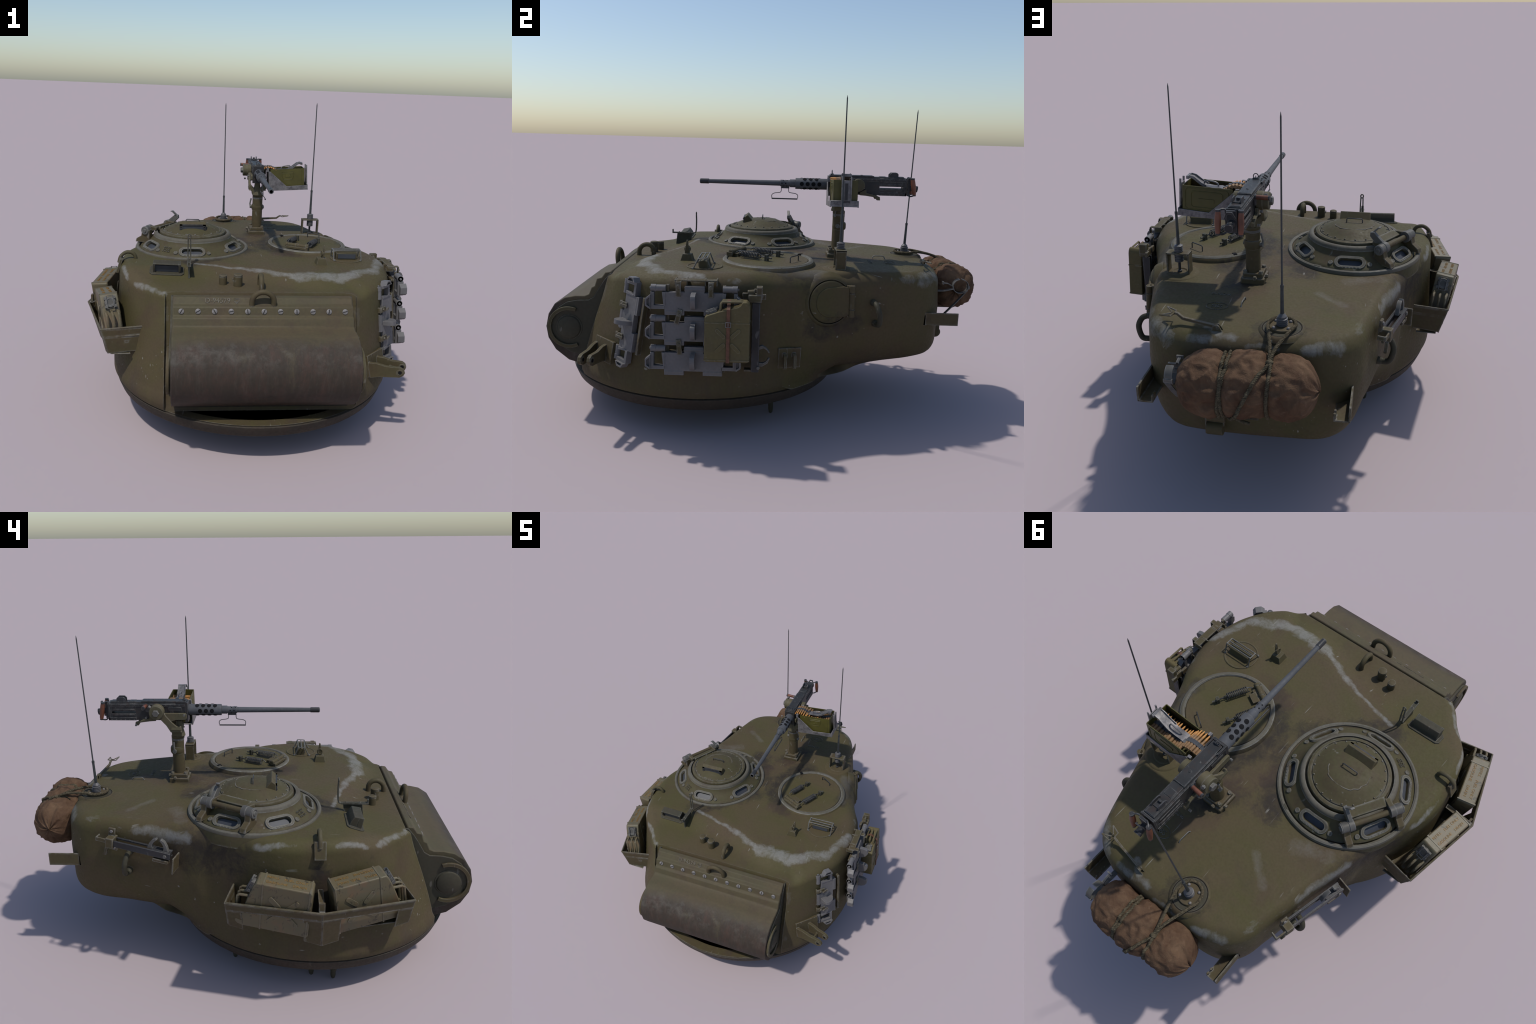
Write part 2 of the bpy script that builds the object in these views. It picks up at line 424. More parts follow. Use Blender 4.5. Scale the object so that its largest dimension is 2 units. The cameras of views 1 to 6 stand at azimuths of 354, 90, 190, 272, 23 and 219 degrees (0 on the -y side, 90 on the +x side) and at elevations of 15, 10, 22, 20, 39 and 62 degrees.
# ---------------------------------------------------------------- cast shell
CY, RLOW = -.31, .666                      # turret ring centre and lower wall radius
RIGHT = [(.43, -.698), (.526, -.618), (.591, -.530), (.630, -.452), (.657, -.355), (.668, -.28), (.661, -.189), (.636, -.087), (.596, .0),
         (.564, .085), (.541, .17), (.515, .26), (.484, .36), (.453, .46), (.420, .57), (.385, .67), (.343, .735), (.27, .780), (.15, .798)]
LEFT = [(-.425, -.690), (-.490, -.615), (-.552, -.548), (-.603, -.468), (-.630, -.36), (-.641, -.25), (-.637, -.16), (-.615, -.08),
        (-.582, .0), (-.552, .07), (-.524, .135), (-.502, .21), (-.476, .30), (-.447, .40), (-.424, .50), (-.399, .60), (-.370, .69), (-.315, .75), (-.23, .782), (-.12, .793)]
outline = [(0, -.865), (.22, -.83)] + RIGHT + [(0, .80)] + LEFT[::-1] + [(-.22, -.83)]
C0 = np.array([0., -.12])
U = np.array(smooth_curve(outline, 12, True)) - C0
NA = 480
TH = np.linspace(-PI, PI, NA, endpoint=False)
ua = np.arctan2(U[:, 1], U[:, 0]); o = np.argsort(ua)
UR = np.interp(TH, ua[o], np.hypot(U[o, 0], U[o, 1]), period=2 * PI)
DX, DY = np.cos(TH), np.sin(TH)

def circle_r(R):
    """distance from C0 to the ring circle of radius R, per direction"""
    oy = C0[1] - CY
    b = DY * oy
    return -b + np.sqrt(b * b - oy * oy + R * R)

def zroof(x, y):
    base = .7125 - .028 * np.maximum(y + .1, 0) + .006 * np.minimum(y + .1, 0)
    yc = np.interp(x, [-.6, -.28, -.12, 0, .1, .18, .28, .42, .62], [-.435, -.405, -.41, -.45, -.49, -.53, -.565, -.535, -.42])
    d = yc - y
    fall = np.interp(x, [.05, .3], [.13, .09])
    step = sstep(d, -.02, fall) * np.interp(x, [-.4, -.1, .3], [.026, .037, .041])
    rest = (base - .667 - step)
    return base - step - np.clip(d / (yc + .685), 0, 1.6) * np.where(d > 0, base - .667 - np.interp(x, [-.4, -.1, .3], [.026, .037, .041]), 0)

circ = circle_r(RLOW)
over = sstep(UR - circ, .004, .045)             # 1 where the bustle overhangs the ring
DEG = np.degrees(TH)
def by_angle(tab):
    return np.interp(DEG, [a for a, _ in tab], [v for _, v in tab], period=360)
# shoulder width and drop round the turret: crisp beside the gun, broad at the right front
SW = by_angle([(-120, .045), (-62, .045), (-55, .055), (-47, .125), (-38, .120), (-28, .085), (-14, .065), (0, .075), (22, .090), (45, .085), (60, .070), (90, .070), (125, .060), (150, .055), (178, .055), (-150, .055), (-138, .065), (-127, .050)])
SH = by_angle([(-120, .025), (-62, .025), (-55, .030), (-47, .055), (-28, .065), (-14, .075), (0, .080), (45, .070), (60, .060), (90, .062), (150, .062), (178, .055), (-150, .050), (-138, .050), (-127, .030)])
uy = C0[1] + UR * DY
zu = .206 + np.clip(uy - .31, 0, 1) * .185    # underside of the bustle rises to the rear

rings = []                                    # list of (r, z) arrays
def ring(r, z): rings.append((np.broadcast_to(r, NA) * 1., np.broadcast_to(z, NA) * 1.))
L = lambda a, b, t: a + (b - a) * t
rear = sstep(DY, .88, .97)
grow = np.interp(uy, [.24, .70], [2.1, 1.0])
tail = (1 - .72 * rear) * grow          # tighter lower corner across the rear face
ring(circle_r(.643), .184)
ring(circle_r(.655), .188)
ring(L(circ, circle_r(.658), over), L(.212, .200, over))
zd = .205 + np.clip(C0[1] + circ * DY - .31, -.1, 1) * .172
ring(L(circ, circle_r(.664) + .003, over), L(.225, zd - .002, over))
hang0 = np.clip(UR - circ, 0, 1)
deep0 = sstep(hang0, .08, .26)
ring(L(circ, circ + hang0 * L(.04, .35, deep0), over), L(.245, L(.208, L(zd, zu, .38), deep0), over))
w = lambda z: np.clip((z - .20) / .42, 0, 1) ** 1.3
hang = np.clip(UR - circ, 0, 1)
deep = sstep(hang, .08, .26)
for zf, inset, q, zo, zs in ((.265, .135, .92, 0, .020), (.28, .100, .76, .012, .050), (.30, .068, .58, .036, .085), (.33, .040, .40, .070, .125), (.37, .020, .23, .108, .165), (.41, .008, .10, .150, .205), (.455, .002, .03, .195, .245)):
    k = np.minimum(inset * tail, hang * q)
    zz = L(.200 + zs, zu + zo * (1 - .62 * rear) * (.6 + .4 * grow), deep)
    ring(L(L(circ, UR, w(zf)), UR - k + .004, over), L(zf, np.minimum(zz, .50), over))
ring(L(L(circ, UR, w(.52)), UR + .006, over), .52)
ring(L(L(circ, UR, w(.58)), UR + .002, over), .585)
for t in np.linspace(0, PI / 2, 9):
    r = UR - SW * (1 - math.cos(t))
    rin = UR - SW
    zt = zroof(C0[0] + rin * DX, C0[1] + rin * DY)
    z0 = zt - SH
    ring(r, z0 + SH * math.sin(t))
rlast = rings[-1][0]
for k in np.linspace(1, .03, 26)[1:]:
    r = rlast * k
    ring(r, zroof(C0[0] + r * DX, C0[1] + r * DY))

g = Geo()
vs = []
for r, z in rings:
    vs += list(zip(C0[0] + r * DX, C0[1] + r * DY, z))
K = len(rings)
fs = [(k * NA + j, k * NA + (j + 1) % NA, (k + 1) * NA + (j + 1) % NA, (k + 1) * NA + j) for k in range(K - 1) for j in range(NA)]
fs += [tuple(range(NA))[::-1], tuple((K - 1) * NA + j for j in range(NA))]
g.add(vs, fs)
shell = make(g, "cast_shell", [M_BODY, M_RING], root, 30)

# opening for the gun shield
def yface(z): return -.682 - (.667 - z) * .30
cut = Geo()
cut.prism([(-1.3, .186), (yface(.186), .186), (yface(.90), .90), (-1.3, .90)], -.405, .418, frame((0, 0, 0), (0, 1, 0), (0, 0, 1)))
cutter = make(cut, "cutter", M_BODY, None)
def boolean(ob, cutters, op="DIFFERENCE", angle=30):
    for c in cutters:
        b = ob.modifiers.new("cut", "BOOLEAN"); b.object = c; b.operation = op; b.solver = "EXACT"
    dg = bpy.context.evaluated_depsgraph_get()
    me = bpy.data.meshes.new_from_object(ob.evaluated_get(dg))
    ob.modifiers.clear()
    old = ob.data; ob.data = me; bpy.data.meshes.remove(old)
    for c in cutters:
        bpy.data.objects.remove(c)
    finish(me, angle)
boolean(shell, [cutter])
bm = bmesh.new(); bm.from_mesh(shell.data)
TREE = BVHTree.FromBMesh(bm); bm.free()

def hit(p, d):
    q, n, _, _ = TREE.ray_cast(V(p), V(d).normalized())
    return q, n
def roof(x, y):
    q, n = hit((x, y, 2), (0, 0, -1)); return q
def rz(x, y): return roof(x, y).z
def wall(y, z, side):
    """point and normal on the flank; side +1 right, -1 left"""
    return hit((side * 2, y, z), (-side, 0, 0))
def wx(y, z, side): return wall(y, z, side)[0].x
def wallframe(y, z, side, up=(0, 0, 1)):
    q, n = wall(y, z, side)
    return look(q, n, up)          # local z outwards, y up, x along the wall

# turret ring with locating pins
g = Geo()
g.lathe([(.60, .132), (.629, .128), (.637, .136), (.651, .170), (.653, .179), (.648, .1825), (.60, .186)], Matrix.Translation((0, CY, 0)), 128)
make(g, "turret_ring", M_RING, root, 40)
pins = Geo()
pins.lathe([(.004, 0), (.009, .006), (.0115, .02), (.0115, .15)], None, 16)
pin_me = None
pinpos = [(-.494, -.300), (-.517, -.394), (-.378, .040), (.348, .027)]
for x, y in pinpos:
    if pin_me is None:
        p = make(pins, "locating_pin", M_DARKO, root, matrix=Matrix.Translation((x, y, 0))); pin_me = p.data
    else:
        place(pin_me, "locating_pin", root, matrix=Matrix.Translation((x, y, 0)))
g = Geo()
F = frame((-.480, -.280, .094), (-.077, -.234, 0), (0, 0, 1))
g.box((0, 0, 0), (.27, .100, .014), F)
g.box((0, .046, .0), (.27, .040, .040), F)
make(g, "seat_bracket", M_DARKO, root, 35, .002)
# ---------------------------------------------------------------- gun mantlet
def my(y): return .0195 + (y - .0195) * 1.0066
def mz(z): return 1.254 + (z - 1.254) * 1.0066
prof = [(-.680, .640), (-.694, .664), (-.718, .661), (-.735, .637), (-.756, .632), (-.767, .597), (-.781, .591), (-.793, .560), (-.812, .552), (-.854, .551)]
prof += [(-.901, .541), (-.947, .511), (-.976, .464), (-.988, .406), (-.980, .354), (-.948, .299), (-.890, .252), (-.842, .238), (-.79, .234)]
prof = [(my(a), mz(b)) for a, b in prof]
YZ = frame((0, 0, 0), (0, 1, 0), (0, 0, 1))      # local (x,y,z) -> world (y,z,x)
g = Geo()
g.prism(prof, -.372, .392, YZ)
mantlet = make(g, "gun_mantlet", M_MANT, root, 28, .004)
g = Geo()
g.prism([(-.780, .275), (-.835, .275), (-.825, .250), (-.822, .215), (-.822, .187), (-.780, .187)], -.362, .384, YZ)
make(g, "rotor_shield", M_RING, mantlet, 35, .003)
disc_c = (my(-.882), mz(.408))
for sx, nm in ((.3975, 1), (-.381, -1)):
    g = Geo()
    F = frame((sx, disc_c[0], disc_c[1]), (0, 1 * nm, 0), (0, 0, 1))
    g.lathe([(.062, -.004), (.060, .002), (.053, .003), (.052, .007), (.048, .010), (.0, .010)], F, 40)
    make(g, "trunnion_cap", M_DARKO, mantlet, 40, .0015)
    g = Geo()
    a0, a1 = (68, 296) if nm > 0 else (-116, 112)
    ra = arc((0, 0), .096, a0, a1, 26) + arc((0, 0), .079, a1, a0, 26)
    g.prism(ra, -.003, .010, F)
    make(g, "trunnion_rim", M_OLIVE, mantlet, 40, .002)
# side cheeks that follow the shield a little inside its outline
cheek = [(yface(.655) + .01, .655), (-.700, .655), (-.728, .622), (-.752, .585), (-.775, .545), (-.80, .530), (-.850, .528)]
cheek += [(-.897, .518), (-.938, .490), (-.962, .452), (-.970, .406), (-.962, .360), (-.935, .318), (-.885, .285), (-.845, .276), (yface(.27) + .01, .262)]
g = Geo()
g.prism(cheek, -.381, -.371, YZ)
g.prism(cheek, .391, .3975, YZ)
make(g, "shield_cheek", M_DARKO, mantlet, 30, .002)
# slotted screws
ya, za, yb, zb = my(-.767), mz(.597), my(-.756), mz(.632)
sn = V((0, za - zb, ya - yb)); sn = V((0, -(zb - za), (yb - ya))).normalized()
sn = sn if sn.y < 0 else -sn
g = Geo()
g.lathe([(.0115, -.002), (.0115, .003), (.009, .0045), (0, .0045)], None, 20)
g.mat(1).box((0, 0, .0043), (.020, .0028, .0012))  # dark bar laid on the head in place of a cut slot
g2 = g
smesh = None
for i in range(11):
    x = -.336 + i * .0691
    F = look((x, (ya + yb) / 2, (za + zb) / 2), sn) @ Matrix.Rotation(random.uniform(0, PI), 4, "Z")
    if smesh is None:
        ob = make(g, "slotted_screw", [M_SCREW, M_STANDIN], mantlet, matrix=F); smesh = ob.data
    else:
        place(smesh, "slotted_screw", mantlet, matrix=F)

def text(s, size, F, name, mat, parent, depth=.0012, align="CENTER"):
    cu = bpy.data.curves.new(name, "FONT"); cu.body = s; cu.size = size; cu.extrude = depth; cu.align_x = align; cu.align_y = "CENTER"
    ob = bpy.data.objects.new(name, cu); COL.objects.link(ob)
    me = bpy.data.meshes.new_from_object(ob.evaluated_get(bpy.context.evaluated_depsgraph_get()))
    bpy.data.objects.remove(ob); bpy.data.curves.remove(cu)
    me.materials.append(mat)
    return place(me, name, parent, matrix=F)
tp0, tp1 = V((0, my(-.735), mz(.637))), V((0, my(-.718), mz(.661)))
FT = frame((tp0 + tp1) / 2 + V((-.185, -.0012, .0008)), (1, 0, 0), tp1 - tp0)
text("D-94579", .030, FT, "casting_number", M_OLIVEL, mantlet)
FS = frame((tp0 + tp1) / 2 + V((-.105, -.001, .0008)), (1, 0, 0), tp1 - tp0)
g = Geo()
for k in (1., .62):
    sh = [(-.011 * k, .010 * k), (.011 * k, .010 * k), (.011 * k, -.001 * k), (0, -.013 * k), (-.011 * k, -.001 * k)]
    g.tube([FS @ V((a, b, .0)) for a, b in sh], .0012, 5, True)
make(g, "shield_mark", M_OLIVEL, mantlet)

# ---------------------------------------------------------------- lifting rings and stubs
def ringpts(c, u, v, R, legs, n=14):
    c, u, v = V(c), V(u).normalized(), V(v).normalized()
    pts = [c - u * R - v * legs]
    pts += [c + u * (-R * math.cos(PI * i / n)) + v * (R * math.sin(PI * i / n)) for i in range(n + 1)]
    return pts + [c + u * R - v * legs]
g = Geo(); g.tube(ringpts((.007, -.617, .686), (0, 1, .08), (0, 0, 1), .0365, .03), .0115, 12)
make(g, "lifting_ring", M_EDGE, root, 60)
g = Geo(); g.tube(ringpts((.005, -.750, .646), (1, 0, 0), (0, -.1, 1), .0465, .016), .0118, 12)
make(g, "lifting_ring", M_EDGE, root, 60)
q = hit((-2, -.312, .66), (1, 0, 0))[0]
g = Geo()
qp, np_ = hit((-2, -.313, .672), (1, 0, 0))
Fp = look(qp + V((-.002, 0, .008)), (-.95, -.03, .30), (0, 0, 1))
g.box((0, 0, 0), (.047, .072, .014), Fp)
g.tube(smooth_curve([(-.640, -.312, .690), (-.630, -.312, .722), (-.604, -.312, .742), (-.576, -.312, .738), (-.563, -.312, .720), (-.562, -.312, .690)], 5), .0088, 10)
make(g, "lifting_ring", M_EDGE, root, 45, .0015)
for x, y, r, zt in ((-.157, -.576, .0175, .7135), (-.092, -.597, .0195, .7235)):
    g = Geo()
    z0 = rz(x, y) - .006
    g.lathe([(r, z0), (r, zt - .010), (r * .94, zt - .0095), (r * .94, zt - .0075), (r * 1.02, zt - .007), (r, zt - .002), (r * .8, zt), (0, zt)], Matrix.Translation((x, y, 0)), 24)
    if r > .018:
        g.tube([(x - r - .004, y, zt - .02), (x - r - .004, y, zt - .03), (x - r + .002, y, zt - .035)], .0025, 6)
    make(g, "vent_stub", M_EDGE, root, 35)

# ---------------------------------------------------------------- periscope with guard, sight, left periscope, vane
def plate_top_z(cx, cy, r, h=.004):
    return rz(cx, cy) + h  # roof height plus a small lift; draws nothing
px, py = .463, -.274
pn = hit((px, py, 2), (0, 0, -1))[1]
PF = look(roof(px, py), pn, (0, 1, 0))
peri = Geo()
peri.lathe([(.078, -.012), (.078, .003), (.075, .0045), (.071, .0035), (.070, .0015), (0, .0015)], PF, 48)
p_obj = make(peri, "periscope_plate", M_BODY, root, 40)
g = Geo()
g.prism([(-.018, 0), (.022, 0), (.016, .030), (.002, .037), (-.020, .032)], -.052, .052, PF @ frame((0, 0, .0), (0, 1, 0), (0, 0, 1)))
make(g, "periscope_head", M_OLIVE, p_obj, 30, .002)
g = Geo(); g.box((0, -.0195, .018), (.088, .004, .022), PF); make(g, "periscope_window", M_GLASS, p_obj)
g = Geo()
for sx in (-.068, .068):
    g.tube([PF @ V(p) for p in ((sx, -.042, .0), (sx, -.020, .046), (sx, .016, .048), (sx, .034, .0))], .0028, 8)
for yy, zz in ((-.020, .046), (.016, .048), (-.002, .047)):
    g.tube([PF @ V((-.068, yy, zz)), PF @ V((.068, yy, zz))], .0026, 8)
for sx in (-.064, .064):
    for yy in (-.044, .036):
        g.ball(PF @ V((sx, yy, .003)), .0055, 6)
make(g, "periscope_guard", M_IRON, p_obj, 50)

g = Geo()
sx, sy = .322, -.368
sz = rz(sx, sy)
g.lathe([(.042, -.006), (.028, .030), (0, .030)], Matrix.Translation((sx, sy, sz)) @ Matrix.Rotation(PI / 4, 4, "Z"), 4)
g.box((sx + .004, sy, sz + .042), (.012, .022, .03))
g.tube([V((sx, sy + .012 * math.cos(a), sz + .050 + .013 * math.sin(a))) for a in np.linspace(0, 2 * PI, 12, endpoint=False)], .004, 7, True)
g.prism([(-.009, 0), (.009, 0), (.005, .03), (.004, .045), (-.003, .045)], -.0035, .0035, frame((sx + .010, sy, sz + .047), (0, 1, 0), (0, 0, 1)))
make(g, "spot_sight", M_OLIVE, root, 30, .0015)  # small spot sight ahead of the loader's hatch

g = Geo()
F0 = look(roof(-.408, -.466), hit((-.408, -.466, 2), (0, 0, -1))[1], (0, 1, 0))
bp = [(-.078, -.022), (-.066, -.036), (.066, -.036), (.078, -.022), (.078, .026), (.066, .038), (-.066, .038), (-.078, .026)]
g.prism(bp, -.01, .005, F0)
g.prism([(-.010, .0), (.030, .0), (.028, .020), (.020, .042), (-.018, .046), (-.020, .040), (-.008, .038)], -.062, .062, F0 @ frame((0, 0, .004), (0, 1, 0), (0, 0, 1)))
for s_ in (-1, 1):
    g.prism([(-.022, .0), (.0, .0), (.0, .044), (-.020, .046)], .058 * s_ - .005, .058 * s_ + .005, F0 @ frame((0, 0, .004), (0, 1, 0), (0, 0, 1)))
lp = make(g, "fixed_periscope", M_DARKO, root, 30, .002)
g = Geo(); g.box((0, -.0125, .022), (.108, .004, .032), F0); make(g, "periscope_window", M_GLASS, lp)

g = Geo()
vx = -.308
zv = rz(vx, -.47)
g.prism([(-.517, zv - .012), (-.437, zv - .012), (-.428, .739), (-.510, .739)], vx - .004, vx + .004, YZ)
g.prism([(-.537, .737), (-.420, .737), (-.416, .743), (-.537, .743)], vx - .009, vx + .009, YZ)
g.box((vx, -.5345, .749), (.012, .006, .018))
for s_ in (-1, 1):
    g.tube(smooth_curve([(vx + s_ * .006, -.425, .740), (vx + s_ * .006, -.409, .748), (vx + s_ * .006, -.406, .80), (vx + s_ * .005, -.407, .838)], 4), .0032, 6)
g.tube([(vx + .0065 * math.cos(a), -.407, .846 + .0085 * math.sin(a)) for a in np.linspace(0, 2 * PI, 14, endpoint=False)], .003, 6, True)
for yy in (-.44, -.50):
    g.ball((vx, yy, .744), .0035, 6)
make(g, "vane_sight", M_DARKO, root, 40)

# ---------------------------------------------------------------- commander's cupola
CC = (-.295, -.050)
cn = hit((CC[0], CC[1], 2), (0, 0, -1))[1]
CM = Matrix.Translation((CC[0], CC[1], 0))
g = Geo()
g.lathe([(.289, .655), (.289, .708), (.285, .717), (.279, .720), (.272, .717), (.2695, .708), (.2690, .700), (.2640, .700),
         (.2635, .714), (.258, .721), (.250, .725), (.220, .744), (.207, .755), (.199, .769), (.195, .780), (.191, .786), (.184, .789),
         (.178, .788), (.1755, .783), (.1745, .770), (0, .770)], CM, 128)
cup = make(g, "cupola", M_CUP, root, 35)
slots = [-90, -28, 30, 90, 153, 208]
def slotframe(a):
    a = math.radians(a)
    c = V((CC[0] + .231 * math.cos(a), CC[1] + .231 * math.sin(a), .7375))
    nrm = V((math.cos(a) * .60, math.sin(a) * .60, .80))
    return look(c, nrm, (math.cos(a) * -.8, math.sin(a) * -.8, .6))
def stadium(hl, hw, n=10):
    return arc((hl - hw, 0), hw, -90, 90, n) + arc((-hl + hw, 0), hw, 90, 270, n)
cg = Geo()
for a in slots:
    cg.prism(stadium(.050, .0170), -.020, .03, slotframe(a))
boolean(cup, [make(cg, "cutter", M_CUP, None)], angle=35)
for a in slots:
    F = slotframe(a)
    g = Geo()
    g.prism(stadium(.049, .0160), -.0195, -.0145, F)
    make(g, "vision_block", M_GLASS, cup)
    g = Geo()
    so, si = stadium(.066, .0305), stadium(.0505, .0175)
    n = len(so)
    vs = [(x, y, -.004) for x, y in so] + [(x * .97, y * .93, .0035) for x, y in so] + [(x, y, .0035) for x, y in si] + [(x, y, -.010) for x, y in si]
    fs = [(k * n + i, k * n + (i + 1) % n, ((k + 1) % 4) * n + (i + 1) % n, ((k + 1) % 4) * n + i) for k in range(4) for i in range(n)]
    g.add(vs, fs, F)
    # weld tacks on the outer side of each slot frame
    for i in range(6):
        g.box((-.035 + i * .014, -.0240, .0034), (.009, .0045, .0035), F)
    make(g, "slot_frame", M_RIM, cup, 35)
    for da in (-19, 19):
        b = math.radians(a + da)
        if a > 140 and not (a == 208 and da > 0) and not (a == 153 and da < 0):
            if not (a == 153 and da < 0): continue
        P = V((CC[0] + .243 * math.cos(b), CC[1] + .243 * math.sin(b), .731))
        g = Geo(); g.lathe([(.0110, -.004), (.0110, .002), (.0095, .0045), (.0060, .0048), (.0058, .0038), (0, .0038)], look(P, (math.cos(b) * .5, math.sin(b) * .5, .86)), 14)
        make(g, "cupola_bolt", M_RIM, cup, 40)
g = Geo()
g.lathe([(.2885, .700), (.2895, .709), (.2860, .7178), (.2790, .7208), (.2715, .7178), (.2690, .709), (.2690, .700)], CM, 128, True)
make(g, "cupola_lip", M_RIM, cup, 40)
g = Geo()
g.lathe([(.1985, .771), (.1965, .7805), (.1925, .7868), (.1845, .7900), (.1770, .7885), (.1750, .783), (.1750, .772)], CM, 112, True)
make(g, "hatch_ring", M_RIM, cup, 40)
# hatch lid
g = Geo()
g.lathe([(.168, .766), (.169, .788), (.166, .796), (.158, .800), (.152, .7995), (.1505, .794), (.1485, .794), (.147, .7995), (.140, .802),
         (.120, .812), (.098, .8225), (.080, .8285), (.05, .8320), (0, .8330)], CM, 96)
lid = make(g, "hatch_lid", M_CUP, cup, 35)
g = Geo()
for i in range(20):
    a = 2 * PI * (i + .3) / 20
    g.ball((CC[0] + .1415 * math.cos(a), CC[1] + .1415 * math.sin(a), .8025), .0038, 5)
make(g, "lid_rivets", M_EDGE, lid)["kind"] = "stuff"
g = Geo()     # raised ridges on the lid
def lidz(r): return np.interp(r, [0, .05, .08, .095, .12, .14], [.8330, .832, .8285, .8225, .812, .802])
rid = [(.085 * math.cos(a), .085 * math.sin(a) ) for a in np.linspace(math.radians(20), math.radians(200), 18)]
pts = [(CC[0] + x * (1 + .06 * math.sin(9 * i)), CC[1] + y * (1 + .05 * math.sin(7 * i)), lidz(math.hypot(x, y)) - .0012) for i, (x, y) in enumerate(rid)]
g.tube(smooth_curve(pts, 3), .0032, 6)
make(g, "lid_weld_ridge", M_EDGE, lid, 60)
# periscope hood on the lid
HF = frame((CC[0] + .001, CC[1] - .072, .811), (1, 0, 0), (0, 1, 0))
g = Geo()
g.prism([(-.020, -.012), (.028, .000), (.028, .012), (-.002, .046), (-.020, .032)], -.066, .066, HF @ frame((0, 0, 0), (0, 1, 0), (0, 0, 1)))
hood = make(g, "lid_periscope_hood", M_OLIVE, lid, 30, .0025)
g = Geo()
g.box((0, -.0205, .013), (.100, .003, .026), HF); make(g, "periscope_window", M_GLASS, hood)
g = Geo()
for s_ in (-1, 1):
    g.box((s_ * .058, -.0215, .011), (.014, .006, .044), HF)
    for zz in (-.004, .010, .024):
        g.ball(HF @ V((s_ * .058, -.0255, zz)), .0028, 5)
g.box((0, -.0215, .0295), (.130, .006, .007), HF); g.box((0, -.0215, -.0030), (.130, .006, .007), HF)
make(g, "periscope_frame", M_BLACK, hood, 35)
g = Geo()
g.tube([V((CC[0] + x, CC[1] + .005, z)) for x, z in ((-.034, .825), (-.034, .846), (-.030, .850), (.030, .850), (.034, .846), (.034, .825))], .0024, 8)
make(g, "lid_handle", M_BLACK, lid, 60)
# hinge with torsion bar, at the left rear of the cupola
HA, HB = V((-.407, .156, .787)), V((-.537, -.056, .790))
hd = (HB - HA).normalized()
hout = V((hd.y, -hd.x, 0)).normalized()
hout = hout if hout.dot(V((HA.x - CC[0], HA.y - CC[1], 0))) > 0 else -hout
g = Geo()
g.cyl(HA + hd * .03, HB - hd * .03, .0115, n=16)
hinge = make(g, "hatch_torsion_bar", M_EDGE, cup, 40)
for P, s_ in ((HA, 1), (HB, -1)):
    g = Geo()
    g.cyl(P, P + hd * s_ * .028, .0215, n=24)
    g.cyl(P + hd * s_ * .028, P + hd * s_ * .050, .0240, n=24)
    g.lathe([(.0195, 0), (.0215, .004), (.015, .006), (.0145, .004), (.010, .004), (.010, .009), (.0, .0095)], look(P, -hd * s_), 20)
    make(g, "hinge_barrel", M_IRON, hinge, 35, .001)
    g = Geo()     # standing lug under the barrel and foot on the cone
    F = frame(P + hd * s_ * .016, hout, (0, 0, 1))
    g.prism([(-.024, .005), (.020, .0), (.026, -.030), (.056, -.048), (.062, -.066), (-.026, -.062)], -.014, .014, F)
    make(g, "hinge_lug", M_EDGE, hinge, 30, .002)
    g = Geo()     # arm from the barrel in to the lid
    F = frame(P + hd * s_ * .039, -hout, (0, 0, 1))
    g.prism([(-.010, .022), (.020, .020), (.050, .018), (.050, .004), (.020, -.006), (-.01, -.006)], -.011, .011, F)
    make(g, "hinge_arm", M_EDGE, hinge, 30, .002)
g = Geo()     # hatch lug plate between the arms
F = frame((HA + HB) / 2, -hout, (0, 0, 1))
g.prism([(.022, .010), (.060, .022), (.060, .004), (.022, -.004)], -.075, .075, F)
make(g, "hinge_plate", M_CUP, hinge, 30, .002)
g = Geo()     # locking arm standing up at the rear barrel
a0 = HA + hd * .040
F = frame(a0, V((.060, -.028, .060)), (0, 0, 1))
g.prism([(-.012, -.014), (.0, -.016), (.074, -.013), (.084, 0), (.074, .013), (.0, .016), (-.012, .014)], -.008, .008, F)
k1 = a0 + V((.060, -.028, .060)).normalized() * .076
g.strap([k1, k1 + V((-.012, -.001, .012)), k1 + V((-.026, -.002, .026)), k1 + V((-.033, -.002, .025))], (.4, .9, 0), .016, .006)
make(g, "hatch_lock_arm", M_IRON, hinge, 35, .0015)
# small stop blocks
g = Geo()
for a in (125, 62):
    b = math.radians(a)
    g.box((0, 0, 0), (.03, .012, .008), Matrix.Translation((CC[0] + .276 * math.cos(b), CC[1] + .276 * math.sin(b), .717)) @ Matrix.Rotation(b + PI / 2, 4, "Z"))
make(g, "lip_stop", M_DARKO, cup, 30, .001)
# casting letters on the cone
b = math.radians(-122)
LF = look((CC[0] + .232 * math.cos(b), CC[1] + .232 * math.sin(b), .7412), (math.cos(b) * .6, math.sin(b) * .6, .8), (-math.cos(b), -math.sin(b), .6))
for i, line in enumerate(("H73 D51", "E7 0 85", "4 9K D8")):
    text(line, .012, LF @ Matrix.Translation((0, .012 - .012 * i, .0)), "cupola_casting_mark", M_EDGE, cup, .0016)

